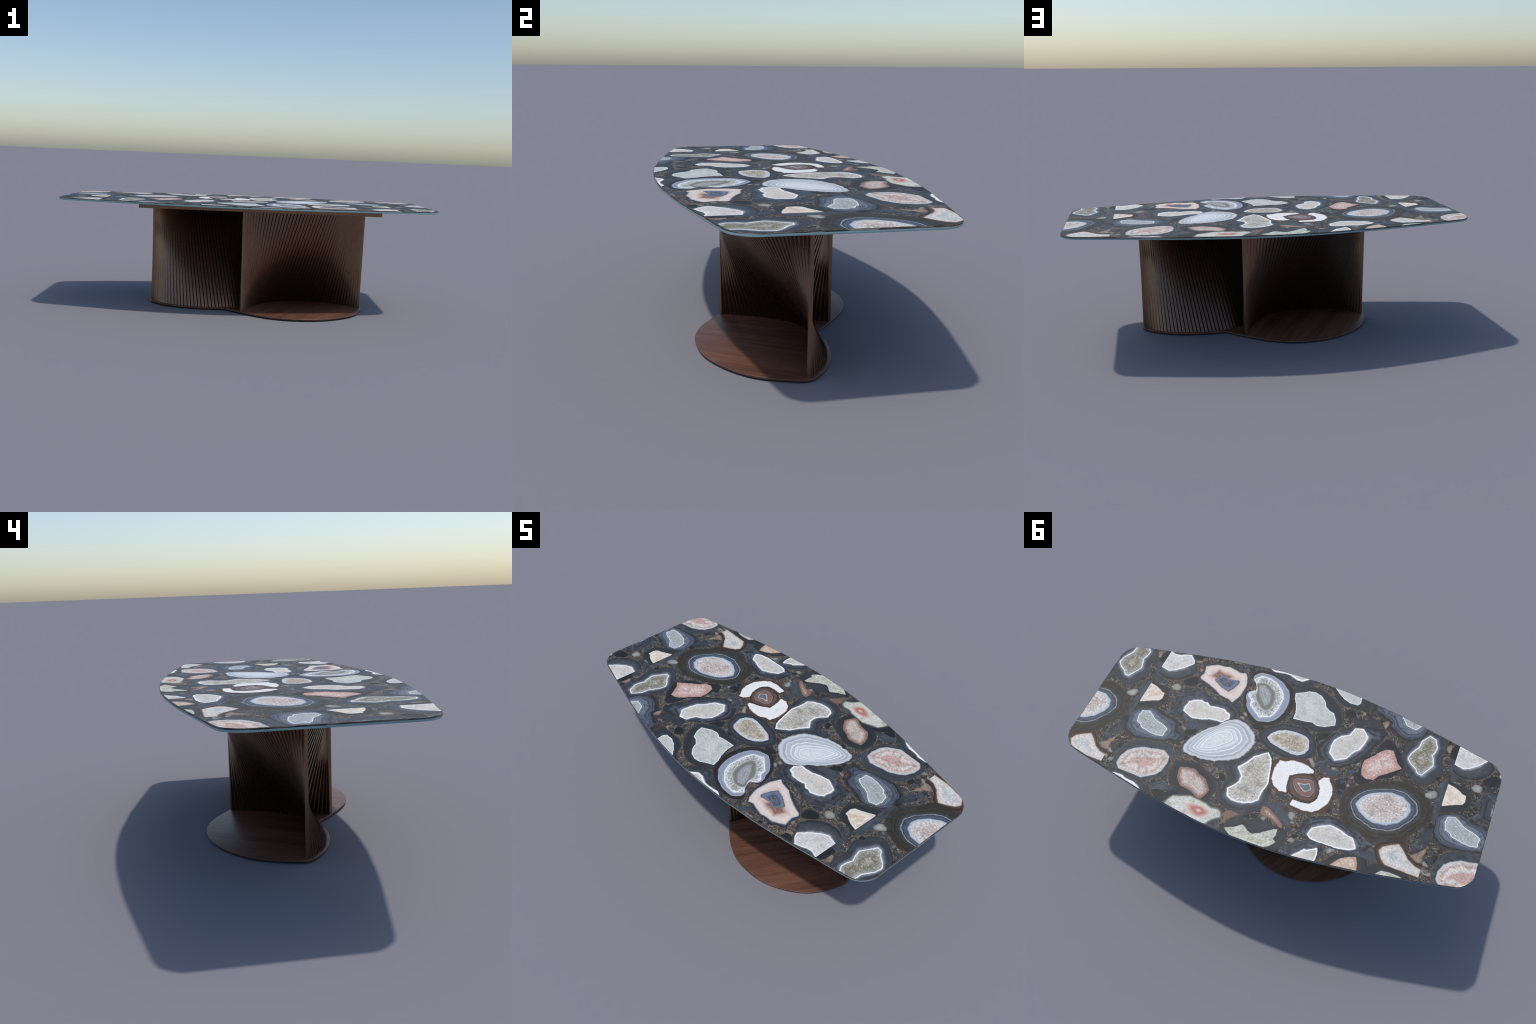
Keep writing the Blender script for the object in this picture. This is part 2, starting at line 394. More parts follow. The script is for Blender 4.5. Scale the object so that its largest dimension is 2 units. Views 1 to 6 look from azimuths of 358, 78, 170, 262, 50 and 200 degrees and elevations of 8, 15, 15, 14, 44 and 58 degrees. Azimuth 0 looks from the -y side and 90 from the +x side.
def gravel_material(name, stretch=(1, 1, 1), dark=.92):
    """Crushed-stone filler: angular grains of many colours in a brown paste."""
    N = Nodes(name)
    N.rgb = stone_rgb
    co = N.mapping(N.coord(), scale=stretch)
    jit = N.noise(co, 90., 3., .6)
    warp = N.new("VectorMath", operation='MULTIPLY_ADD')
    N.put(warp.inputs[0], jit.outputs["Color"])
    warp.inputs[1].default_value = (.006, .006, .006)
    N.put(warp.inputs[2], co)
    def grains(scale, stops):
        v = N.new("TexVoronoi")
        N.put(v.inputs["Vector"], warp.outputs[0])
        v.inputs["Scale"].default_value = scale
        sep = N.new("SeparateColor")
        N.put(sep.inputs[0], v.outputs["Color"])
        e = N.new("TexVoronoi", feature='DISTANCE_TO_EDGE')
        N.put(e.inputs["Vector"], warp.outputs[0])
        e.inputs["Scale"].default_value = scale
        return N.ramp(sep.outputs[0], stops, 'CONSTANT'), sep.outputs[1], e.outputs["Distance"]
    tones = [(0, (74, 65, 58)), (.2, (94, 84, 76)), (.40, (56, 52, 50)), (.55, (112, 101, 91)), (.68, (46, 50, 56)), (.79, (134, 121, 109)), (.87, (96, 73, 56)), (.91, (98, 106, 118)), (.95, (172, 163, 154))]
    small, _, se = grains(260., tones)
    big, pick, be = grains(88., [(0, (42, 47, 54)), (.3, (66, 62, 60)), (.46, (100, 92, 84)), (.6, (58, 66, 76)), (.76, (124, 113, 102)), (.87, (112, 120, 130)), (.94, (112, 82, 60))])
    big = N.mix(N.maprange(be, 0., .07, .8, 0), big, stone_rgb(92, 78, 66))
    show = N.math('GREATER_THAN', pick, .58)
    col = N.mix(N.math('MULTIPLY', show, .85), small, big)
    n = N.noise(co, 500., 4., .7).outputs[0]
    col = N.mix(N.maprange(n, .45, .75, 0, .5), col, stone_rgb(44, 38, 34))
    col = N.mix(N.maprange(n, .45, .25, 0, .55), col, stone_rgb(150, 138, 126))
    cloud = N.noise(co, 22., 4., .6, .6).outputs[0]
    col = N.mix(N.maprange(cloud, .48, .64, 0, .5, True), col, stone_rgb(44, 48, 54))
    if dark != 1.:
        col = N.mix(1., col, (dark, dark, dark, 1), 'MULTIPLY')
    return N.finish(col, **POLISH)

def edge_material():
    """Sawn edge of the veneer: the same stone smeared into long thin dashes."""
    N = Nodes("slab_edge_stone")
    N.rgb = stone_rgb
    co = N.mapping(N.coord(), scale=(26, 26, 420))
    v = N.new("TexVoronoi")
    N.put(v.inputs["Vector"], co)
    v.inputs["Scale"].default_value = 1.
    sep = N.new("SeparateColor")
    N.put(sep.inputs[0], v.outputs["Color"])
    col = N.ramp(sep.outputs[0], [(0, (42, 43, 48)), (.22, (96, 90, 92)), (.42, (70, 66, 70)), (.6, (126, 120, 122)), (.78, (30, 30, 34)), (.88, (146, 140, 142)), (.96, (116, 86, 60))], 'CONSTANT')
    n = N.noise(N.mapping(N.coord(), scale=(1, 1, 5)), 260., 4., .7).outputs[0]
    col = N.mix(N.maprange(n, .45, .75, 0, .6), col, stone_rgb(30, 28, 30))
    return N.finish(col, **POLISH)

def wood_material():
    """Walnut veneer, grain running on a slant across the foot."""
    N = Nodes("walnut_wood")
    co = N.mapping(N.coord(), rot=(0, 0, -math.radians(60.6)))
    wob = N.noise(N.mapping(co, scale=(1.2, 5, 5)), 3., 3., .5)
    w = N.new("VectorMath", operation='MULTIPLY_ADD')
    N.put(w.inputs[0], wob.outputs["Color"])
    w.inputs[1].default_value = (0, .05, 0)
    N.put(w.inputs[2], co)
    streak = N.noise(N.mapping(w.outputs[0], scale=(2.2, 42, 42)), 1., 5., .62).outputs[0]
    pores = N.noise(N.mapping(w.outputs[0], scale=(14, 330, 330)), 1., 3., .6).outputs[0]
    broad = N.noise(N.mapping(w.outputs[0], scale=(.9, 9, 9)), 1., 3., .5).outputs[0]
    col = N.ramp(streak, [(.25, (66, 43, 36)), (.42, (88, 57, 45)), (.55, (106, 70, 54)), (.75, (122, 82, 64))])
    col = N.mix(N.maprange(pores, .5, .72, 0, .55), col, srgb(52, 35, 31))
    col = N.mix(N.maprange(broad, .5, .7, 0, .45), col, srgb(72, 46, 38))
    bump = N.new("Bump")
    bump.inputs["Strength"].default_value = .12
    bump.inputs["Distance"].default_value = .001
    N.put(bump.inputs["Height"], pores)
    N.put(N.bsdf.inputs["Normal"], bump.outputs[0])
    return N.finish(col, rough=.42, spec=.45)

def bronze_material():
    """Dark bronze lacquer on the slats, with a faint brushed unevenness."""
    N = Nodes("bronze_metal")
    co = N.coord()
    n = N.noise(N.mapping(co, scale=(60, 60, 2)), 3., 3., .6).outputs[0]
    col = N.ramp(n, [(.3, BRONZE[0]), (.7, BRONZE[1])])
    r = N.maprange(n, .3, .7, BRONZE_ROUGH - .03, BRONZE_ROUGH + .03)
    return N.finish(col, rough=r, metallic=BRONZE_METAL)

BRONZE = ((125, 99, 82), (140, 113, 94))
BRONZE_ROUGH, BRONZE_METAL = .34, 1.0

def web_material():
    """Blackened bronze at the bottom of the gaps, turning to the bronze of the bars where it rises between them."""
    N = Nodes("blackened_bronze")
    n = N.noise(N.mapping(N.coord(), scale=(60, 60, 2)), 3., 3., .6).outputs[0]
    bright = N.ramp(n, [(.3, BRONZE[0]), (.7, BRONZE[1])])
    dark = N.ramp(n, [(.3, (28, 19, 16)), (.7, (36, 25, 20))])  # near-black tones put the shadow between the bars into the colour
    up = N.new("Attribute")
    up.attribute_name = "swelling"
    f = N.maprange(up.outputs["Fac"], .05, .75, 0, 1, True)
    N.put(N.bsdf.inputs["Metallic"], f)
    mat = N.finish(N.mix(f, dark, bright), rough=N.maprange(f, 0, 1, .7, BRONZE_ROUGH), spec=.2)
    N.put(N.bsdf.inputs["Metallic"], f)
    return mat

def glass_edge_material():
    """Back-painted float glass: an even blue-green body with a clear gloss."""
    N = Nodes("sea_green_glass")
    n = N.noise(N.coord(), 4., 2., .5).outputs[0]
    col = N.ramp(n, [(.3, (134, 166, 168)), (.7, (140, 172, 174))])
    return N.finish(col, rough=.25, spec=.5)

def dark_base_material():
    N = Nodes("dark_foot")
    n = N.noise(N.coord(), 80., 2., .5).outputs[0]
    return N.finish(N.ramp(n, [(.3, (20, 18, 18)), (.7, (26, 23, 22))]), rough=.7)
# ------------------------------------------------------------------ the table
table = bpy.data.objects.new("dining_table", None)
scene.collection.objects.link(table)
table["label"] = "boat-shaped agate dining table on twisted bronze slat base"
table["category"] = "dining table"

# ---- outline of the top: straight ends, bowed long sides, rounded corners
def top_outline():
    side_x = [0, .12, .26, .34, .48, .66, .762, .868, .925, .957, .981, .9955, 1.0]
    side_y = [.4825, .4795, .4685, .4575, .4375, .4015, .379, .3565, .3425, .3285, .3035, .276, .245]
    quarter = list(zip(side_x, side_y))
    right_top = quarter[::-1]                                  # end -> middle, y > 0
    ring = [(1., 0.), (1., .12)] + right_top + [(-x, y) for x, y in quarter[1:]] + [(-1., .12), (-1., 0.)]
    ring += [(-1., -.12)] + [(-x, -y) for x, y in right_top] + [(x, -y) for x, y in quarter[1:]] + [(1., -.12)]
    return spline(ring, closed=True, step=.011)

OUT = top_outline()
SLAB_FACE = TOP_Z - .0006
tabletop = prism("tabletop", [(OUT, TOP_Z - STONE_T), (OUT, SLAB_FACE - .0012), (shrink(OUT, .0004), SLAB_FACE - .0004), (shrink(OUT, .0013), SLAB_FACE)],
                 table, gravel_material("crushed_stone_filler"))
tabletop.data.materials.append(edge_material())
for f in tabletop.data.polygons:
    if abs(f.normal.z) < .5:
        f.material_index = 1
glass = prism("glass_layer", [(shrink(OUT, .0007), TOP_Z - STONE_T - GLASS_T), (shrink(OUT, .0001), TOP_Z - STONE_T - GLASS_T + .0006), (shrink(OUT, .0001), TOP_Z - STONE_T - .0002)],
              table, glass_edge_material())

# ---- agates set into the slab
FACE = shrink(OUT, .0016)
BOX = lambda a, b: np.array([(a, -1.), (b, -1.), (b, 1.), (a, 1.)])
TILES = [(0., BOX(-SEAM_X, SEAM_X)), (PERIOD, BOX(SEAM_X, 1.1)), (-PERIOD, BOX(-1.1, -SEAM_X))]
GRID = .0052

def ragged(P, amp):
    """Uneven natural outline: a little noise along the normal."""
    n = len(P)
    _, nn = normals2d(P, True)
    a = np.zeros(n)
    u = np.arange(n) / n * math.tau
    for k in (7, 11, 17, 23, 31, 43):
        if k < n / 3:
            a += math.sin(k) * np.sin(k * u + RNG.uniform(0, 6.3)) / k**.5
    return P + nn * (a * amp + RNG.normal(0, amp * .5, n))[:, None]

GROW = -.0044          # rinds swell a little into the filler
TIGHT = ('porcelain', 'bullseye', 'rust_heart', 'blue_heart', 'geode_heart', 'red_heart', 'blush', 'pebble', 'sand', 'flesh', 'rusty')

def area(P):
    q = np.roll(P, -1, 0)
    return .5 * np.sum(P[:, 0] * q[:, 1] - q[:, 0] * P[:, 1])

LAID = []

def stone(kind, layer, rim, core):
    LAID.append((rim, core))
    rim = np.array(rim) * .01
    outer = spline(rim, True, .004)
    if kind not in TIGHT:
        outer = shrink(outer, GROW if area(outer) > 0 else -GROW)
    outer = ragged(outer, .0019 if kind in TIGHT else .0014)
    inner = None
    if core is not None:
        inner = polyline_closed(np.array(core) * .01, .0035)
        inner = ragged(inner, .0016 if kind == 'porcelain' else .0008)
    name = "stone_chip" if core is None else ("agate_heart" if layer and "heart" in kind else "agate")
    for shift, box in TILES:
        mv = np.array([shift, 0.])
        region = clip_convex(clip_convex(outer + mv, box), FACE)
        if len(region) < 3 or np.ptp(region[:, 0]) < .006 or np.ptp(region[:, 1]) < .006:
            continue
        build_stone(name, kind, layer, region, outer + mv, None if inner is None else inner + mv)

def build_stone(name, kind, layer, region, outer, inner):
    edge = resample(np.vstack([region, region[:1]]), .004, True)
    lo, hi = region.min(0), region.max(0)
    gx, gy = np.arange(lo[0], hi[0], GRID), np.arange(lo[1], hi[1], GRID)
    G = np.array([(x + (j % 2) * GRID / 2, y) for j, y in enumerate(gy) for x in gx])
    G = G + RNG.uniform(-.0008, .0008, G.shape)
    G = G[inside(G, edge)]
    if len(G):
        G = G[dist_to(G, edge) > .0022]
    pts = [edge]
    edges = [(i, (i + 1) % len(edge)) for i in range(len(edge))]
    if inner is not None:
        if len(G):
            G = G[dist_to(G, inner) > .0018]
        ok = inside(inner, edge) & (dist_to(inner, edge) > .0009)
        idx = np.full(len(inner), -1)
        idx[ok] = np.arange(ok.sum()) + len(edge)
        pts.append(inner[ok])
        for i in range(len(inner)):
            j = (i + 1) % len(inner)
            if idx[i] >= 0 and idx[j] >= 0:
                edges.append((int(idx[i]), int(idx[j])))
    if len(G):
        pts.append(G)
    P = np.vstack(pts)
    co, _, faces, *_ = delaunay_2d_cdt([Vector(p) for p in P], edges, [], 0, 1e-6)
    V = np.array([tuple(c) for c in co])
    F = np.array([tuple(f) for f in faces if len(f) == 3])
    cen = V[F].mean(1)
    F = F[inside(cen, edge)]
    cen = V[F].mean(1)
    d_out = dist_to(V, outer)
    if inner is None:
        h = np.clip(d_out / .02, 0, 1) * RIND_H
        mat_id = np.zeros(len(F), int)
    else:
        d_in = dist_to(V, inner)
        isin = inside(V, inner) | (d_in < 2e-5)
        t = np.where(d_in < 2e-5, 1., d_out / (d_out + d_in + 1e-9))
        h = np.where(isin, RIND_H + np.clip(d_in / CORE_DEPTH * CORE_SCALE.get(kind, 1.), 0, 1) * CORE_H, t * RIND_H)
        mat_id = inside(cen, inner).astype(int)
    used = np.unique(F)
    remap = np.full(len(V), -1)
    remap[used] = np.arange(len(used))
    V, h, F = V[used], h[used], remap[F]
    mid = (inner if inner is not None else outer).mean(0)
    me = bpy.data.meshes.new(name)
    me.from_pydata([(x - mid[0], y - mid[1], z) for (x, y), z in zip(V, h)], [], [tuple(int(i) for i in f) for f in F])
    flip = [f for f in me.polygons if f.normal.z < 0]
    if len(flip) > len(me.polygons) / 2:
        me.flip_normals()
    rind, core = agate_materials(kind)
    me.materials.append(rind)
    if core:
        me.materials.append(core)
        me.polygons.foreach_set("material_index", mat_id.tolist())
    me.polygons.foreach_set("use_smooth", [True] * len(me.polygons))
    ob = link(name, me, tabletop)
    ob.location = (mid[0], mid[1], SLAB_FACE + .00012 + layer * (.0003 if layer > 0 else .00009))

# how fast each kind's core colours run from the border to the middle
CORE_SCALE = {"beige": 1.0, "rose": .78, "rust": 1.3, "geode": 1.6, "geode_heart": 1.9, "porcelain": 1.2, "bullseye": 2.5,
              "white_band": 1.3, "olive": 1.05, "blue_heart": 2.2, "rust_heart": 2.2, "red_heart": 2., "snow": 1.2, "pink": 1.2}

# control points in centimetres on the face of the slab
stone("olive", layer=0,
      rim=[(-62.3,-40.3), (-67.0,-39.7), (-70.0,-38.3), (-71.3,-35.0), (-71.0,-30.4), (-71.0,-26.0), (-73.2,-19.6), (-70.5,-16.0), (-70.8,-13.1), (-67.2,-9.9), (-64.8,-9.8), (-62.1,-10.7), (-57.1,-14.1), (-53.9,-18.9), (-53.4,-23.1), (-54.6,-29.3), (-58.2,-34.7)],
      core=[(-62.4,-38.0), (-65.7,-36.8), (-66.4,-34.5), (-67.6,-32.8), (-67.3,-29.5), (-66.4,-27.2), (-67.6,-24.6), (-68.3,-21.8), (-66.4,-18.0), (-65.3,-16.0), (-64.5,-14.4), (-62.2,-14.7), (-61.2,-16.4), (-58.4,-18.3), (-56.1,-20.5), (-55.8,-21.9), (-56.6,-25.1), (-59.1,-29.6), (-59.3,-33.5)])
stone("grey_band", layer=0,
      rim=[(78.6,-38.4), (72.3,-39.7), (66.7,-40.9), (64.0,-38.4), (62.0,-34.7), (60.2,-32.7), (59.2,-30.3), (60.6,-26.5), (64.0,-22.9), (67.5,-21.2), (71.4,-20.3), (75.4,-21.4), (78.4,-22.8), (78.8,-25.4), (78.0,-26.3)],
      core=[(77.6,-37.8), (74.6,-36.7), (71.9,-37.1), (69.5,-38.4), (66.4,-39.5), (63.6,-36.8), (62.6,-34.7), (64.9,-31.8), (67.2,-29.2), (70.3,-26.7), (72.7,-25.5), (77.6,-26.5)])
stone("blush", layer=0,
      rim=[(57.6,-36.5), (56.0,-37.8), (54.1,-38.3), (52.8,-40.2), (50.8,-40.5), (48.8,-40.0), (46.2,-40.0), (44.4,-40.7), (39.3,-39.8), (37.0,-39.4), (34.5,-39.1), (33.3,-36.9), (31.8,-35.4), (31.3,-31.3), (30.6,-27.9), (31.4,-22.8), (32.7,-20.2), (34.1,-18.7), (36.0,-19.3), (39.1,-19.6), (41.6,-20.4), (44.6,-21.5), (48.0,-23.4), (52.0,-24.7), (55.0,-25.9), (56.6,-27.6), (56.8,-30.3), (56.7,-33.6)],
      core=[(56.2,-35.5), (53.6,-37.2), (50.8,-38.7), (47.4,-38.9), (44.8,-39.7), (40.0,-38.7), (38.1,-38.1), (35.6,-39.2), (34.0,-37.1), (32.8,-33.9), (32.2,-30.9), (32.7,-24.4), (34.6,-19.4), (37.0,-20.6), (42.0,-21.3), (45.5,-23.5), (49.8,-25.4), (55.3,-27.1), (56.2,-28.1), (55.0,-31.0)])
stone("rust_heart", layer=1,
      rim=[(53.8,-30.2), (51.4,-32.5), (50.3,-35.7), (49.2,-37.0), (46.6,-36.2), (42.8,-36.2), (39.2,-34.9), (38.8,-33.0), (41.1,-31.5), (43.9,-30.3), (46.5,-29.2), (49.8,-29.1)],
      core=[(50.1,-31.5), (48.6,-34.8), (45.6,-33.9), (42.2,-34.0), (42.7,-32.1), (46.2,-30.4)])
stone("blue_heart", layer=2,
      rim=[(48.7,-29.3), (46.6,-31.3), (46.2,-33.4), (44.4,-33.1), (41.5,-32.4), (36.4,-33.4), (36.3,-30.2), (38.7,-25.2), (40.2,-24.9), (44.3,-26.4)],
      core=[(45.9,-30.0), (44.8,-32.1), (42.2,-31.0), (39.6,-31.0), (40.0,-28.1), (42.6,-28.1)])
stone("geode", layer=0,
      rim=[(32.3,-39.4), (30.3,-42.7), (26.4,-44.1), (21.2,-44.1), (15.5,-42.5), (11.7,-39.8), (8.8,-37.5), (7.0,-32.7), (6.0,-26.9), (6.5,-22.6), (8.1,-18.6), (10.5,-15.2), (13.5,-13.3), (17.0,-12.5), (20.3,-12.8), (23.4,-14.8), (26.7,-17.5), (29.7,-23.1), (30.1,-26.4), (29.6,-29.1), (26.4,-30.8), (27.7,-34.5), (30.9,-37.5)],
      core=[(30.2,-37.1), (27.2,-40.8), (22.8,-40.9), (18.2,-39.2), (13.8,-35.4), (11.9,-31.3), (11.9,-26.5), (12.3,-22.2), (13.6,-18.6), (18.5,-16.2), (22.3,-18.7), (25.7,-21.4), (26.4,-24.5), (29.0,-26.5), (29.0,-28.4), (26.5,-31.8), (28.4,-35.6)])
stone("geode_heart", layer=1,
      rim=[(27.9,-34.4), (26.6,-36.7), (22.9,-37.2), (18.1,-35.0), (15.4,-31.2), (14.9,-27.2), (15.3,-22.9), (17.5,-20.3), (21.0,-22.0), (24.6,-25.3), (26.3,-28.0), (25.9,-31.0)],
      core=[(26.2,-34.4), (23.4,-35.6), (19.0,-31.8), (17.5,-26.8), (18.6,-23.6), (21.5,-26.5), (24.4,-30.2)])
stone("white_band", layer=0,
      rim=[(45.2,14.3), (45.7,12.1), (44.6,8.3), (42.8,5.1), (40.0,0.9), (38.4,-1.0), (36.5,-2.6), (34.8,-5.5), (33.0,-7.9), (30.2,-10.0), (26.6,-11.1), (22.6,-10.2), (18.2,-7.6), (15.8,-5.2), (14.9,-3.3), (14.4,-0.3), (15.3,3.9), (16.7,7.9), (19.1,10.8), (22.4,13.0), (28.1,15.5), (33.9,16.7), (37.7,16.5), (40.0,16.7), (42.2,16.7), (44.0,16.2)],
      core=[(37.9,11.1), (37.6,8.8), (36.2,3.7), (33.7,-0.3), (29.6,-3.0), (27.0,-2.1), (25.3,0.4), (26.0,2.6), (28.6,5.0), (30.7,7.5), (33.5,9.6)])
stone("beige", layer=0,
      rim=[(14.0,-5.6), (14.1,-9.5), (11.3,-13.2), (7.2,-16.3), (2.4,-17.6), (-2.9,-17.9), (-7.6,-16.6), (-11.1,-14.2), (-13.2,-9.9), (-13.8,-5.7), (-11.3,-2.8), (-6.9,-0.7), (-2.1,0.4), (3.2,0.1), (9.3,-1.8)],
      core=[(10.5,-6.7), (9.7,-9.3), (7.2,-12.3), (3.7,-14.1), (-1.3,-14.9), (-6.9,-14.3), (-9.1,-12.6), (-10.5,-7.5), (-9.5,-4.6), (-6.7,-2.5), (-3.7,-2.2), (1.8,-3.0), (7.7,-4.4)])
stone("white_warm", layer=0,
      rim=[(62.3,-1.6), (60.7,-4.3), (60.4,-8.6), (61.4,-12.3), (60.3,-15.4), (57.1,-17.5), (52.1,-19.4), (47.5,-18.7), (42.8,-17.5), (38.3,-17.8), (35.0,-18.7), (31.7,-17.0), (28.8,-15.2), (27.8,-12.0), (30.8,-9.5), (33.3,-7.7), (34.8,-5.6), (36.0,-2.9), (41.3,-1.9), (47.2,-1.4), (52.2,-1.4), (55.5,-1.4), (59.6,-1.2)],
      core=[(54.7,-5.6), (55.1,-7.7), (54.4,-10.6), (54.6,-11.8), (52.3,-13.6), (49.1,-14.9), (47.1,-14.2), (45.4,-14.6), (43.6,-13.0), (40.3,-13.9), (36.6,-14.2), (34.9,-13.1), (32.7,-12.3), (31.6,-9.5), (33.3,-7.7), (34.6,-6.1), (37.5,-6.2), (40.6,-5.7), (44.0,-4.2), (48.8,-3.0), (51.4,-4.0)])
stone("pale_thin", layer=0,
      rim=[(8.8,-39.6), (4.0,-42.7), (-1.0,-44.1), (-5.6,-43.5), (-11.0,-40.9), (-15.3,-37.8), (-18.4,-33.7), (-20.2,-27.7), (-19.1,-24.0), (-15.1,-20.7), (-9.8,-19.1), (-3.8,-19.6), (1.9,-19.2), (3.5,-21.8), (3.9,-27.0), (7.4,-35.2)],
      core=[(7.5,-37.0), (4.6,-38.5), (1.5,-40.7), (-1.5,-41.4), (-5.1,-40.5), (-8.3,-37.7), (-9.6,-34.8), (-12.1,-33.1), (-14.4,-32.7), (-16.8,-29.0), (-17.4,-25.9), (-13.1,-23.1), (-9.2,-22.2), (-6.6,-23.4), (-2.7,-22.4), (3.0,-21.9), (3.2,-26.0), (4.8,-30.8), (6.5,-33.5)])
stone("blue_band", layer=0,
      rim=[(78.0,9.7), (78.2,5.1), (76.8,2.5), (72.2,0.5), (68.2,-1.5), (64.7,-1.2), (61.2,0.0), (56.5,0.7), (53.5,2.1), (52.5,6.3), (48.8,6.1), (47.6,10.7), (50.4,13.8), (52.6,12.8), (56.6,14.5), (61.5,15.6), (66.2,17.2), (71.2,18.0), (75.7,16.0), (77.9,13.0)],
      core=[(72.8,8.9), (73.7,5.2), (73.1,2.0), (69.8,0.9), (67.2,2.5), (65.2,4.3), (62.5,5.2), (59.4,5.9), (56.9,7.5), (57.2,10.2), (57.0,12.1), (60.2,12.8), (63.6,12.6), (67.3,11.8), (69.3,11.3), (70.4,9.8)])
stone("cream", layer=0,
      rim=[(79.1,-15.4), (77.6,-16.8), (74.5,-15.9), (72.0,-15.5), (68.6,-15.5), (66.3,-12.3), (65.2,-7.9), (66.9,-4.4), (70.6,-1.8), (77.0,1.2), (77.5,-2.0)],
      core=[(78.7,-14.5), (77.5,-15.0), (73.6,-14.1), (71.3,-13.0), (69.6,-11.9), (68.0,-11.6), (67.7,-8.2), (68.5,-6.5), (72.2,-4.9), (77.1,-2.2)])
stone("rose", layer=0,
      rim=[(71.4,35.7), (72.3,31.1), (72.2,27.3), (70.4,21.5), (67.5,18.7), (61.4,15.8), (56.5,15.7), (50.8,15.2), (48.1,18.5), (47.0,21.8), (46.6,27.8), (47.4,32.4), (51.2,35.4), (55.6,37.1), (61.6,36.8), (67.9,36.6)],
      core=[(70.4,33.4), (70.3,29.7), (68.8,25.6), (66.2,23.3), (62.0,20.9), (58.9,20.5), (56.1,19.7), (52.6,19.1), (48.8,21.3), (48.1,24.8), (48.7,29.9), (50.4,32.7), (55.8,36.7), (60.2,36.5), (67.8,36.3), (69.4,34.8)])
stone("rust", layer=0,
      rim=[(44.6,29.1), (44.9,24.7), (43.3,22.2), (38.3,20.1), (34.5,19.9), (30.6,21.5), (27.4,22.4), (24.5,24.4), (21.8,27.7), (21.1,30.9), (22.1,34.4), (21.3,37.1), (24.8,36.8), (28.7,36.7), (33.6,37.9), (37.9,37.0), (41.5,34.6), (43.6,31.9)],
      core=[(40.0,30.4), (41.4,26.9), (41.4,24.4), (38.7,23.5), (34.6,22.9), (31.8,24.7), (28.1,25.9), (25.7,28.4), (23.7,31.1), (24.6,34.1), (25.7,36.6), (28.6,36.2), (29.9,35.1), (33.6,33.9), (37.3,33.5)])
stone("moss_red", layer=0,
      rim=[(40.8,45.2), (39.4,41.8), (38.3,39.4), (34.3,38.0), (30.5,36.4), (26.4,36.8), (22.3,37.3), (19.5,38.3), (16.3,37.8), (13.7,39.1), (12.8,41.8), (15.5,43.8), (17.2,45.8), (18.1,47.8), (23.8,50.0), (29.6,49.0), (36.8,47.0)],
      core=[(39.8,44.8), (39.0,42.1), (37.9,39.8), (34.1,38.4), (30.2,36.8), (26.2,37.2), (22.1,37.7), (19.3,38.8), (16.3,38.3), (14.0,39.4), (13.3,41.6), (15.6,43.4), (17.4,45.3), (18.3,47.4), (24.1,49.5), (29.9,48.5), (36.6,46.5)])
stone("red_heart", layer=1,
      rim=[(30.8,41.9), (28.8,39.8), (25.9,39.4), (21.2,39.6), (18.3,41.0), (18.4,43.1), (21.4,45.6), (24.4,45.6), (27.5,44.8)],
      core=[(26.3,41.8), (23.6,41.0), (21.6,41.9), (23.5,43.6)])
stone("grey_thick", layer=0,
      rim=[(22.7,14.6), (19.1,11.0), (15.7,6.7), (13.0,3.1), (9.9,0.6), (6.2,0.6), (3.6,3.6), (1.7,10.2), (-0.2,16.6), (-2.5,20.4), (-2.9,23.7), (-3.3,27.0), (-1.1,31.3), (1.8,34.0), (4.7,36.6), (10.6,36.8), (16.0,35.0), (19.0,32.8), (20.2,29.2), (18.3,26.7), (19.2,23.5), (18.1,21.2), (20.4,18.6)],
      core=[(16.6,14.2), (14.1,10.4), (11.9,5.8), (6.5,1.0), (3.6,4.2), (1.7,10.2), (0.0,17.3), (0.9,21.8), (1.0,25.3), (0.8,27.0), (3.3,29.4), (6.1,30.9), (9.9,31.6), (12.5,31.5), (15.1,30.3), (16.7,26.6), (14.4,23.8), (13.1,20.9), (13.3,18.0), (15.3,15.8)])
stone("porcelain", layer=1,
      rim=[(1.1,2.8), (-2.8,0.9), (-6.8,-0.9), (-12.3,-1.5), (-15.0,0.2), (-17.5,2.2), (-17.7,4.5), (-12.5,7.0), (-8.5,9.9), (-8.7,14.3), (-10.1,18.4), (-6.0,19.5), (-1.5,17.2), (0.4,14.5), (1.9,9.6), (2.0,5.7)],
      core=[(-0.2,3.3), (-3.5,2.6), (-5.1,1.2), (-10.0,0.5), (-13.5,1.1), (-17.1,2.5), (-17.2,4.1), (-12.2,6.2), (-7.4,9.1), (-8.0,14.5), (-9.4,18.1), (-6.2,18.8), (-2.2,16.9), (-0.3,13.6), (0.6,8.8)])
stone("porcelain", layer=1,
      rim=[(-20.6,6.9), (-22.3,3.5), (-25.5,2.5), (-27.1,4.2), (-29.9,7.8), (-30.3,12.3), (-30.4,17.5), (-27.6,21.8), (-23.1,24.5), (-19.6,25.5), (-16.6,25.5), (-12.8,23.9), (-13.0,20.1), (-17.6,20.2), (-21.2,19.3), (-23.3,15.5), (-22.5,10.9)],
      core=[(-20.9,6.9), (-22.6,4.2), (-25.0,3.3), (-26.3,5.4), (-28.4,8.4), (-29.3,11.6), (-29.1,16.0), (-26.5,21.1), (-23.7,23.4), (-19.6,24.2), (-16.3,23.9), (-13.1,23.6), (-13.3,20.6), (-17.7,20.7), (-21.4,19.8), (-23.7,15.6), (-23.0,10.7)])
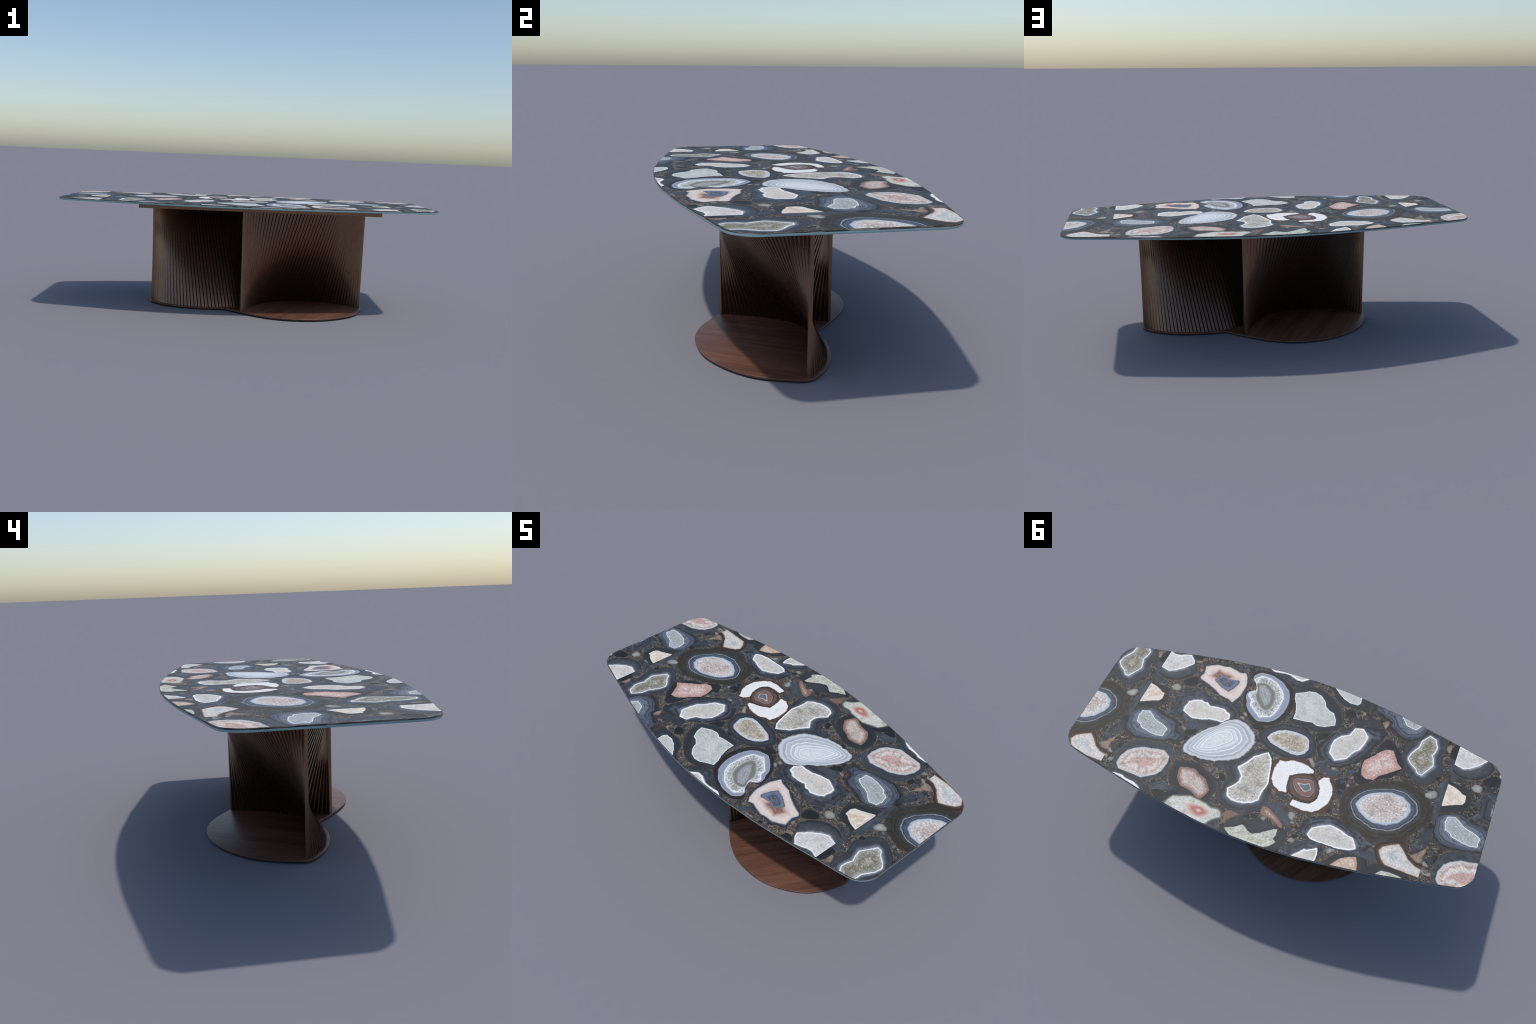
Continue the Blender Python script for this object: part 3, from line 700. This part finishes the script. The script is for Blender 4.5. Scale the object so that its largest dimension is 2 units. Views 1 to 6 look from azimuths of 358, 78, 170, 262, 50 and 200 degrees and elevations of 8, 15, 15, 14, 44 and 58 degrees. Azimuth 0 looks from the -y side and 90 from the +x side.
stone("bullseye", layer=2,
      rim=[(-9.1,15.9), (-8.1,12.1), (-8.2,9.1), (-12.1,6.1), (-16.8,4.9), (-20.0,6.2), (-22.0,9.3), (-23.5,12.8), (-23.4,16.6), (-21.2,19.4), (-17.5,20.0), (-13.6,19.6), (-10.6,17.9)],
      core=[(-12.6,11.6), (-15.7,11.4), (-17.6,9.9), (-19.1,12.6), (-17.1,14.5), (-15.3,13.6)])
stone("pink", layer=0,
      rim=[(-34.8,-3.2), (-36.9,-4.6), (-36.7,-9.5), (-36.7,-12.6), (-40.8,-17.4), (-41.9,-23.5), (-43.3,-27.0), (-45.7,-27.7), (-50.4,-23.9), (-53.1,-20.0), (-55.4,-16.0), (-54.2,-13.1), (-51.7,-8.4), (-47.4,-6.0), (-44.6,-3.9), (-39.6,0.6), (-37.6,0.5)],
      core=[(-37.1,-8.4), (-37.1,-12.1), (-40.9,-16.8), (-41.5,-18.3), (-44.9,-21.9), (-48.3,-22.7), (-50.3,-19.4), (-52.2,-16.5), (-54.8,-14.5), (-50.1,-10.1), (-46.2,-6.7), (-44.3,-3.5), (-41.0,-2.7), (-38.3,-4.0)])
stone("white_cool", layer=0,
      rim=[(-13.7,-9.9), (-14.0,-12.5), (-16.9,-17.6), (-19.3,-22.5), (-24.2,-26.5), (-27.2,-28.7), (-32.3,-30.6), (-39.0,-32.7), (-42.3,-32.1), (-41.9,-26.7), (-39.5,-21.3), (-37.4,-15.3), (-35.6,-11.4), (-31.1,-6.5), (-27.1,-3.6), (-22.1,-3.3), (-17.3,-5.1)],
      core=[(-20.2,-10.0), (-19.7,-14.3), (-20.0,-17.6), (-22.4,-21.2), (-25.9,-23.3), (-27.1,-28.1), (-31.1,-29.4), (-34.7,-25.7), (-34.4,-21.1), (-33.1,-16.7), (-31.0,-14.5), (-29.0,-9.7), (-24.0,-6.6)])
stone("concentric", layer=0,
      rim=[(-35.3,6.4), (-40.1,1.4), (-47.5,-3.4), (-54.0,-6.2), (-59.0,-7.9), (-65.4,-6.1), (-69.2,-4.8), (-72.6,-1.0), (-74.3,2.3), (-74.6,7.8), (-71.6,12.4), (-68.3,17.1), (-66.7,21.3), (-61.8,23.8), (-55.9,26.0), (-50.8,26.5), (-46.4,24.5), (-42.1,24.6), (-38.6,22.8), (-35.6,18.4), (-34.3,12.0)],
      core=[(-41.2,11.5), (-42.3,8.1), (-44.7,4.8), (-49.2,2.1), (-54.5,0.2), (-59.5,0.4), (-63.2,2.9), (-64.5,5.8), (-63.7,9.6), (-61.0,13.5), (-56.7,16.4), (-51.3,17.5), (-47.1,16.4), (-43.9,14.4)])
stone("white_cool", layer=0,
      rim=[(-21.9,33.9), (-22.3,28.7), (-25.5,25.5), (-30.1,23.3), (-35.1,22.3), (-42.2,24.9), (-51.0,28.0), (-54.3,29.3), (-52.0,32.7), (-48.1,36.2), (-43.9,36.3), (-41.5,36.2), (-35.0,36.3), (-28.2,36.6), (-23.2,36.1)],
      core=[(-25.8,34.7), (-26.5,30.9), (-30.0,28.3), (-34.1,26.3), (-38.7,26.9), (-42.5,28.3), (-45.0,28.6), (-46.4,29.9), (-48.1,33.1), (-45.6,34.9), (-41.4,36.0), (-39.4,36.2), (-35.1,36.2), (-31.4,36.4), (-27.8,36.3)])
stone("white_warm", layer=0,
      rim=[(-17.9,46.3), (-19.1,45.1), (-21.7,41.6), (-25.3,38.3), (-28.0,36.9), (-32.9,36.1), (-32.7,38.2), (-33.9,42.2), (-33.5,45.6), (-31.5,49.4), (-21.2,50.4)],
      core=[(-23.0,46.9), (-25.5,44.2), (-27.2,41.7), (-28.1,42.0), (-32.4,39.1), (-33.4,42.4), (-33.3,45.6), (-31.3,48.9), (-22.4,49.4)])
stone("peach", layer=0,
      rim=[(-36.2,45.1), (-38.2,42.5), (-40.8,38.8), (-42.4,38.7), (-47.9,36.4), (-54.0,36.3), (-55.5,40.6), (-55.8,42.8), (-48.9,46.8), (-38.7,47.6)],
      core=[(-39.5,45.5), (-41.6,42.6), (-43.2,40.2), (-46.6,38.0), (-49.5,36.8), (-50.7,39.7), (-51.9,44.7), (-46.4,47.2)])
stone("moss", layer=0,
      rim=[(-55.6,41.7), (-55.4,38.9), (-57.6,37.0), (-60.9,36.0), (-66.2,36.2), (-71.4,36.2), (-73.4,38.9), (-63.1,42.9)],
      core=[(-58.9,42.7), (-60.0,40.5), (-61.5,38.7), (-65.5,38.2), (-69.4,38.3), (-71.8,39.4), (-63.0,42.4)])
stone("snow", layer=0,
      rim=[(-56.7,32.1), (-55.9,28.1), (-58.2,25.7), (-62.2,23.5), (-65.7,22.5), (-68.1,24.4), (-70.1,27.3), (-73.2,29.2), (-77.1,29.1), (-77.5,31.8), (-77.9,36.0), (-73.9,36.1), (-67.0,36.1), (-61.5,36.3), (-59.0,35.0)],
      core=[(-57.5,30.2), (-58.7,27.5), (-61.4,25.6), (-65.0,23.6), (-67.5,25.5), (-69.2,27.4), (-71.0,29.3), (-74.2,31.1), (-77.4,31.8), (-77.9,35.8), (-71.9,35.8), (-66.9,35.7), (-62.0,35.6), (-59.7,33.5)])
stone("moss", layer=0,
      rim=[(10.6,46.8), (9.9,45.1), (5.8,43.1), (3.1,40.7), (1.5,39.2), (-0.6,37.2), (-5.2,36.4), (-10.8,36.8), (-14.0,36.3), (-17.1,38.6), (-16.7,44.7), (-16.4,48.0), (-10.6,51.5), (-0.8,51.3)],
      core=[(9.6,45.7), (5.6,43.6), (2.7,41.1), (0.3,42.0), (-2.3,43.4), (-6.5,41.9), (-9.9,38.3), (-12.8,37.4), (-13.2,40.2), (-12.7,42.6), (-14.5,43.5), (-12.3,46.5), (-9.0,48.9), (-3.1,49.8), (5.4,48.5)])
stone("slate", layer=1,
      rim=[(0.5,41.5), (0.5,38.7), (-1.3,36.6), (-4.0,36.0), (-8.3,36.8), (-11.0,37.4), (-7.0,40.6), (-4.8,42.4), (-2.2,43.2)],
      core=None)
stone("flesh", layer=1,
      rim=[(-2.1,29.5), (-3.9,28.5), (-8.3,30.6), (-11.6,32.6), (-14.4,35.3), (-13.3,36.4), (-9.2,34.2), (-5.0,33.7), (-2.7,33.5)],
      core=[(-3.2,29.9), (-4.6,29.6), (-8.7,31.6), (-11.7,33.7), (-13.1,35.3), (-9.1,33.4), (-5.2,32.8)])
stone("slate_blue", layer=0,
      rim=[(-3.7,28.0), (-6.4,26.0), (-11.3,27.1), (-14.6,29.1), (-16.4,31.7), (-15.2,34.4), (-13.0,33.7), (-9.3,30.8)],
      core=None)
stone("white_thin", layer=0,
      rim=[(72.2,37.0), (69.7,37.1), (62.9,37.0), (55.9,37.2), (51.7,38.4), (49.1,41.3), (46.5,43.9), (48.5,44.5), (53.6,44.5), (66.9,42.0)],
      core=[(69.4,39.0), (64.7,38.8), (61.7,39.9), (58.0,40.1), (55.4,41.2), (52.7,43.0), (56.0,43.7), (64.5,41.9)])
stone("white_thin", layer=0,
      rim=[(26.8,-48.0), (22.5,-44.3), (18.2,-43.5), (13.4,-41.2), (9.3,-40.8), (5.0,-42.6), (2.2,-45.2), (-0.4,-48.8), (4.3,-50.8), (15.6,-51.2)],
      core=[(26.1,-47.5), (22.5,-45.7), (17.3,-46.8), (13.9,-46.8), (9.9,-45.2), (7.2,-45.3), (3.4,-48.6), (9.6,-50.1), (17.8,-49.5)])
stone("pale_thin", layer=0,
      rim=[(-5.8,-48.3), (-10.0,-45.8), (-12.4,-41.9), (-16.5,-39.5), (-20.8,-39.5), (-26.1,-39.7), (-30.3,-39.8), (-29.9,-44.4), (-29.9,-47.8), (-22.8,-49.7), (-8.4,-50.1)],
      core=[(-8.9,-48.9), (-12.8,-45.5), (-16.4,-42.9), (-20.1,-41.6), (-23.8,-41.8), (-24.8,-43.6), (-24.3,-48.3), (-17.4,-49.6)])
stone("blue_band", layer=0,
      rim=[(-31.1,-41.5), (-30.7,-46.8), (-33.8,-48.8), (-43.3,-47.3), (-50.5,-46.2), (-59.7,-44.7), (-60.5,-37.7), (-59.0,-34.6), (-54.9,-31.2), (-52.8,-29.7), (-48.4,-30.7), (-44.6,-33.1), (-40.2,-33.8), (-41.5,-37.7), (-36.9,-39.1)],
      core=[(-42.7,-46.0), (-46.5,-43.8), (-49.9,-39.3), (-54.9,-38.4), (-57.6,-42.5), (-51.8,-45.4), (-46.2,-46.4)])
stone("slate", layer=0,
      rim=[(-72.6,17.5), (-74.9,12.1), (-78.4,11.2), (-79.6,15.6), (-79.7,18.6), (-76.4,19.4), (-73.4,18.7)],
      core=None)
stone("slate", layer=0,
      rim=[(-77.8,19.1), (-80.4,18.5), (-80.6,22.7), (-80.0,27.2), (-79.6,31.5), (-78.3,35.6), (-77.4,30.3), (-77.2,24.6)],
      core=None)
stone("slate_blue", layer=0,
      rim=[(-73.6,-12.5), (-76.5,-15.5), (-77.7,-8.3), (-77.0,-1.7), (-77.1,2.9), (-75.9,7.3), (-74.6,-1.8), (-73.7,-7.8)],
      core=None)
stone("slate", layer=0,
      rim=[(33.4,-18.8), (30.3,-19.4), (28.8,-14.6), (31.9,-16.7)],
      core=None)
stone("ink", layer=0,
      rim=[(-20.1,-34.8), (-21.1,-37.3), (-24.0,-37.1), (-24.8,-34.1), (-22.8,-33.9)],
      core=None)
stone("ink", layer=0,
      rim=[(-28.6,3.6), (-31.9,2.9), (-33.5,6.4), (-32.7,9.4), (-30.1,8.4)],
      core=None)
stone("slate", layer=0,
      rim=[(-25.5,-33.7), (-31.4,-33.5), (-30.7,-30.6), (-26.9,-29.6)],
      core=None)
stone("slate_blue", layer=0,
      rim=[(-16.1,-3.6), (-19.2,-2.8), (-26.1,-0.7), (-28.5,-2.4), (-26.8,1.4), (-21.5,0.6)],
      core=None)
stone("ink", layer=0,
      rim=[(-12.3,-18.6), (-16.1,-19.8), (-15.5,-17.0), (-13.2,-15.4)],
      core=None)
stone("slate", layer=0,
      rim=[(17.4,47.7), (16.8,45.2), (13.9,43.5), (13.5,46.9)],
      core=None)
stone("rusty", layer=0,
      rim=[(13.4,39.6), (10.8,36.3), (6.0,37.1), (8.9,40.6), (12.9,46.1), (11.9,41.8)],
      core=None)
stone("slate", layer=0,
      rim=[(9.5,44.7), (8.5,41.5), (4.8,37.5), (3.2,39.9), (5.9,42.9)],
      core=None)
stone("slate_blue", layer=0,
      rim=[(49.2,38.7), (47.8,36.1), (44.8,35.1), (39.7,36.5), (43.2,38.8), (48.1,40.0)],
      core=None)
stone("ink", layer=0,
      rim=[(47.8,40.7), (45.6,38.9), (42.7,39.9), (45.2,42.7)],
      core=None)
stone("ink", layer=0,
      rim=[(45.4,43.7), (42.3,40.6), (39.8,37.9), (35.8,36.6), (36.9,39.0), (39.3,42.0), (40.7,44.5)],
      core=None)
stone("slate", layer=0,
      rim=[(27.4,15.5), (23.0,13.9), (22.5,16.7), (24.0,18.5)],
      core=None)
stone("ink", layer=0,
      rim=[(65.2,-40.0), (60.3,-41.3), (60.1,-39.4), (61.2,-37.6)],
      core=None)
stone("ink", layer=0,
      rim=[(62.2,-22.6), (60.7,-24.8), (57.4,-27.0), (56.0,-23.1), (60.0,-20.8)],
      core=None)
stone("slate_blue", layer=0,
      rim=[(49.9,0.7), (44.5,-1.8), (39.5,-1.7), (41.0,0.4), (47.8,3.3)],
      core=None)
stone("ink", layer=0,
      rim=[(48.2,5.1), (43.8,2.3), (44.1,5.1), (46.5,6.9)],
      core=None)
stone("ink", layer=0,
      rim=[(19.9,-10.6), (16.3,-12.2), (13.5,-10.7), (16.7,-9.3)],
      core=None)
stone("slate", layer=0,
      rim=[(-32.1,-35.1), (-35.5,-36.9), (-38.9,-34.6), (-36.0,-32.1), (-31.9,-31.7)],
      core=None)
stone("pebble", layer=1,
      rim=[(-68.7,-5.5), (-70.3,-7.9), (-73.7,-8.4), (-73.8,-5.5), (-71.9,-3.8), (-69.4,-4.0)],
      core=None)
stone("pebble", layer=1,
      rim=[(66.9,-17.3), (65.3,-19.4), (62.4,-19.2), (61.9,-16.6), (63.8,-15.1), (65.8,-15.7)],
      core=None)
stone("pebble", layer=1,
      rim=[(27.4,-12.8), (26.3,-14.0), (24.7,-12.9), (25.5,-11.6)],
      core=None)
stone("pebble", layer=1,
      rim=[(27.2,-16.0), (25.6,-16.3), (24.1,-14.5), (25.8,-14.2)],
      core=None)
stone("pebble", layer=1,
      rim=[(-14.2,28.2), (-15.5,26.5), (-17.6,27.9), (-17.7,30.7), (-15.6,30.4)],
      core=None)
stone("pebble", layer=1,
      rim=[(-12.4,-2.5), (-13.6,-3.6), (-16.5,-1.1), (-16.0,1.0)],
      core=None)
stone("sand", layer=0,
      rim=[(-71.2,27.1), (-74.1,24.3), (-76.1,21.4), (-77.8,19.1), (-76.5,26.0), (-77.2,28.8), (-74.2,29.3)],
      core=None)
stone("sand", layer=0,
      rim=[(1.0,37.0), (-1.2,36.4), (-4.8,36.6), (-3.9,39.1), (-1.7,38.7)],
      core=None)
stone("sand", layer=0,
      rim=[(-38.8,-36.6), (-41.3,-38.6), (-41.9,-35.9), (-40.8,-33.5)],
      core=None)
stone("pebble", layer=1,
      rim=[(-18.8,40.9), (-19.9,38.8), (-22.0,39.3), (-20.8,41.1)],
      core=None)
stone("slate", layer=0,
      rim=[(-13.7,42.2), (-14.4,36.7), (-17.3,38.5), (-16.9,44.6), (-14.8,46.5)],
      core=None)
stone("pebble", layer=1,
      rim=[(-36.4,38.2), (-37.4,36.8), (-39.8,37.4), (-38.8,39.0), (-37.0,40.1)],
      core=None)
stone("slate_blue", layer=0,
      rim=[(-48.8,35.8), (-52.1,33.2), (-54.4,30.3), (-58.0,35.8), (-54.7,36.0)],
      core=None)
stone("slate_blue", layer=0,
      rim=[(-29.0,4.0), (-31.6,2.6), (-33.4,6.3), (-33.2,8.8), (-30.3,8.8)],
      core=None)
stone("sand", layer=0,
      rim=[(62.7,-36.1), (61.3,-37.8), (58.8,-38.0), (59.9,-35.9)],
      core=None)
stone("pebble", layer=1,
      rim=[(44.5,-43.7), (41.4,-44.6), (39.5,-44.1), (42.5,-43.2)],
      core=None)
stone("ink", layer=0,
      rim=[(-74.1,-33.6), (-76.8,-38.4), (-77.4,-29.3), (-75.0,-28.8)],
      core=None)
stone("slate_blue", layer=0,
      rim=[(-74.5,-28.2), (-77.2,-29.4), (-77.0,-24.2), (-77.1,-20.6)],
      core=None)
stone("sand", layer=0,
      rim=[(-71.5,-34.4), (-73.4,-36.8), (-74.6,-31.9), (-72.7,-31.8)],
      core=None)

# ---- small shards of dark and pale agate scattered through the filler between the stones
def shards(count):
    used = [(np.array(r) * .01).mean(0) for r, _ in LAID]
    polys = [spline(np.array(r) * .01, True, .012) for r, _ in LAID]
    placed = []
    kinds = ["slate"] * 5 + ["ink"] * 4 + ["slate_blue"] * 4 + ["pebble"] * 2 + ["sand"] * 2 + ["rusty"]
    for _ in range(count * 12):
        if len(placed) >= count:
            break
        p = np.array([RNG.uniform(-SEAM_X, SEAM_X), RNG.uniform(-.47, .47)])
        r = RNG.uniform(.006, .014)
        q = p[None]
        if not inside(q, FACE)[0] or any(inside(q, P)[0] or dist_to(q, P)[0] < r * .25 for P in polys):
            continue
        if any(np.linalg.norm(p - o) < (r + s) * .95 for o, s in placed):
            continue
        placed.append((p, r))
        n = RNG.integers(5, 8)
        a0, long, tilt = RNG.uniform(0, 6.3), RNG.uniform(1., 1.9), RNG.uniform(0, 3.2)
        ring = []
        for i in range(n):
            a = a0 + math.tau * i / n + RNG.uniform(-.25, .25)
            k = r * RNG.uniform(.75, 1.15)
            x, y = k * math.cos(a) * long, k * math.sin(a) / long**.5
            ring.append((100 * (p[0] + x * math.cos(tilt) - y * math.sin(tilt)), 100 * (p[1] + x * math.sin(tilt) + y * math.cos(tilt))))
        stone(kinds[RNG.integers(len(kinds))], -1, ring, None)

shards(85)

rail_z1 = TOP_Z - STONE_T - GLASS_T - .0003
def box(name, x0, x1, y0, y1, z0, z1, parent, mat, bev=.001):
    v = [(x, y, z) for z in (z0, z1) for x, y in ((x0, y0), (x1, y0), (x1, y1), (x0, y1))]
    f = [(3, 2, 1, 0), (4, 5, 6, 7), (0, 1, 5, 4), (1, 2, 6, 5), (2, 3, 7, 6), (3, 0, 4, 7)]
    me = bpy.data.meshes.new(name)
    me.from_pydata(v, [], f)
    ob = link(name, me, parent, mat)
    m = ob.modifiers.new("edge_round", 'BEVEL')
    m.width, m.segments = bev, 2
    return ob

bronze = bronze_material()
RAIL_X, RAIL_Y = .634, .300
rail = box("mounting_plate", BASE_C[0] - RAIL_X, BASE_C[0] + RAIL_X, BASE_C[1] - RAIL_Y, BASE_C[1] + RAIL_Y, rail_z1 - RAIL_T, rail_z1, table, bronze)
WALL_TOP = rail_z1 - RAIL_T + .0004

# ---- walnut foot: two offset ovals run together, unchanged by a half turn
half = [(-.117, -.153), (-.104, -.166), (-.062, -.205), (-.014, -.243), (.03, -.277), (.085, -.313), (.138, -.338), (.19, -.354), (.25, -.361), (.33, -.357),
        (.40, -.341), (.465, -.311), (.53, -.268), (.582, -.218), (.618, -.163), (.645, -.095), (.659, -.045), (.657, -.012), (.639, .012), (.603, .043), (.552, .076),
        (.485, .103), (.417, .118), (.348, .1235), (.279, .1215)]
half = np.array(half)
FOOT = spline(np.vstack([half, 2 * BASE_C - half]), True, .008)
wood = wood_material()
foot = prism("base_plate", [(shrink(FOOT, .002), PLATE_BOT), (FOOT, PLATE_BOT + .002), (FOOT, PLATE_TOP - .0022), (shrink(FOOT, .0008), PLATE_TOP - .0006), (shrink(FOOT, .0022), PLATE_TOP)], table, wood)
prism("base_pad", [(shrink(FOOT, .006), 0.), (shrink(FOOT, .006), PLATE_BOT + .0002)], table, dark_base_material())

# ---- slatted walls: straight bars from a curve on the foot to its counter-curve under the top
inner_foot = [(-.020, -.224), (.012, -.15), (.038, -.09), (.072, -.037), (.102, .006), (.138, .041), (.177, .066), (.232, .084), (.297, .096), (.357, .099), (.44, .088), (.538, .056), (.597, .013), (.640, -.028)]
SLATS = 46
BAR_X = .0134
BAR_Y = .0096
END_Y = .0137
LEVELS = 10
SWING = .78
TURN = .42
CROWD = (.0112, .0166)
THIN = .0010
FULL = .0060
line = spline(inner_foot, False, .002)
tan, nor = normals2d(line, False)
low = line + nor * .0085                           # centre line of the bars on the foot
def at(curve, s):
    L = np.r_[0, np.cumsum(np.linalg.norm(np.diff(curve, axis=0), axis=1))]
    return np.array([np.interp(s * L[-1], L, curve[:, 0]), np.interp(s * L[-1], L, curve[:, 1])])
lobe_c = (low[0] + low[-1]) / 2
chord = (low[-1] - low[0]) / np.linalg.norm(low[-1] - low[0])
across = np.array([-chord[1], chord[0]])
high = 2 * lobe_c - low[::-1]                     # half turn about the middle of the lobe, a little flatter
off = (high - low[0]) @ across
high = high - np.outer(off * (1 - SWING), across)
def direction(curve, s):
    d = at(curve, min(1, s + .01)) - at(curve, max(0, s - .01))
    return d / np.linalg.norm(d)

def slat_mesh(s, last):
    b, t = at(low, s), at(high, s)
    wy = END_Y if last else BAR_Y
    verts, faces = [], []
    z0, z1 = PLATE_TOP - .0005, WALL_TOP
    rings = []
    for c, curve in ((b, low), (t, high)):
        d = direction(curve, s)
        ang = math.atan2(d[1], d[0]) * TURN
        ax, ay = np.array([math.cos(ang), math.sin(ang)]), np.array([-math.sin(ang), math.cos(ang)])
        rings.append([c + ax * u * BAR_X / 2 + ay * v * wy / 2 for u, v in ((-1, -1), (1, -1), (1, 1), (-1, 1))])
    for k in range(LEVELS + 1):
        f = k / LEVELS
        for i in range(4):
            p = rings[0][i] * (1 - f) + rings[1][i] * f
            verts.append((p[0] - b[0], p[1] - b[1], z0 + f * (z1 - z0)))
    for k in range(LEVELS):
        for i in range(4):
            j = (i + 1) % 4
            faces.append((4 * k + i, 4 * k + j, 4 * k + 4 + j, 4 * k + 4 + i))
    faces += [(3, 2, 1, 0), tuple(4 * LEVELS + i for i in range(4))]
    me = bpy.data.meshes.new("slat")
    me.from_pydata(verts, [], faces)
    me.materials.append(bronze)
    me.polygons.foreach_set("use_smooth", [True] * len(faces))
    me.set_sharp_from_angle(angle=math.radians(40))
    return me, b

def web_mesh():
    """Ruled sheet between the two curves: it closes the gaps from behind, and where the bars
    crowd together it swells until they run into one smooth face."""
    n, m = 136, 24
    S = np.linspace(.004, .996, n)
    B, T = np.array([at(low, s) for s in S]), np.array([at(high, s) for s in S])
    verts, faces, lift = [], [], []
    for side in (-1, 1):
        for k in range(m + 1):
            f = k / m
            P = B * (1 - f) + T * f
            _, nn = normals2d(P, False)
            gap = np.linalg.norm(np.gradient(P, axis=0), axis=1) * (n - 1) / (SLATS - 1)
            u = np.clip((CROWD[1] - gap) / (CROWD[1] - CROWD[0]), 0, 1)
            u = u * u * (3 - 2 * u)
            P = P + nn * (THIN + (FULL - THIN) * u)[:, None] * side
            z = PLATE_TOP - .0004 + f * (WALL_TOP - PLATE_TOP + .0003)
            verts += [(p[0], p[1], z) for p in P]
            lift += list(u)
    off = (m + 1) * n
    for k in range(m):
        for i in range(n - 1):
            a, b, c, d = k * n + i, k * n + i + 1, (k + 1) * n + i + 1, (k + 1) * n + i
            faces += [(a, b, c, d), (off + d, off + c, off + b, off + a)]
        faces += [(k * n, (k + 1) * n, off + (k + 1) * n, off + k * n), (k * n + n - 1, off + k * n + n - 1, off + (k + 1) * n + n - 1, (k + 1) * n + n - 1)]
    me = bpy.data.meshes.new("backing_web")
    me.from_pydata(verts, [], faces)
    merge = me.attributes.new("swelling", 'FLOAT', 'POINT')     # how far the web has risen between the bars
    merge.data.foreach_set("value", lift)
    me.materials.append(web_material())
    me.polygons.foreach_set("use_smooth", [True] * len(faces))
    me.set_sharp_from_angle(angle=math.radians(50))
    return me

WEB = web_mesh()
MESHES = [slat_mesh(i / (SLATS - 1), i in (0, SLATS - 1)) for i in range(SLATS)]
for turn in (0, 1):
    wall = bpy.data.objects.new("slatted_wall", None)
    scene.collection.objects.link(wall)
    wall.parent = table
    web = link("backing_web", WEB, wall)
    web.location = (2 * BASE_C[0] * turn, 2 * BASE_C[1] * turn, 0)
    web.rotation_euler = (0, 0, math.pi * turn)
    for me, b in MESHES:
        ob = bpy.data.objects.new("slat", me)
        scene.collection.objects.link(ob)
        ob.parent = wall
        p = 2 * BASE_C - b if turn else b
        ob.location = (p[0], p[1], 0)
        ob.rotation_euler = (0, 0, math.pi * turn)
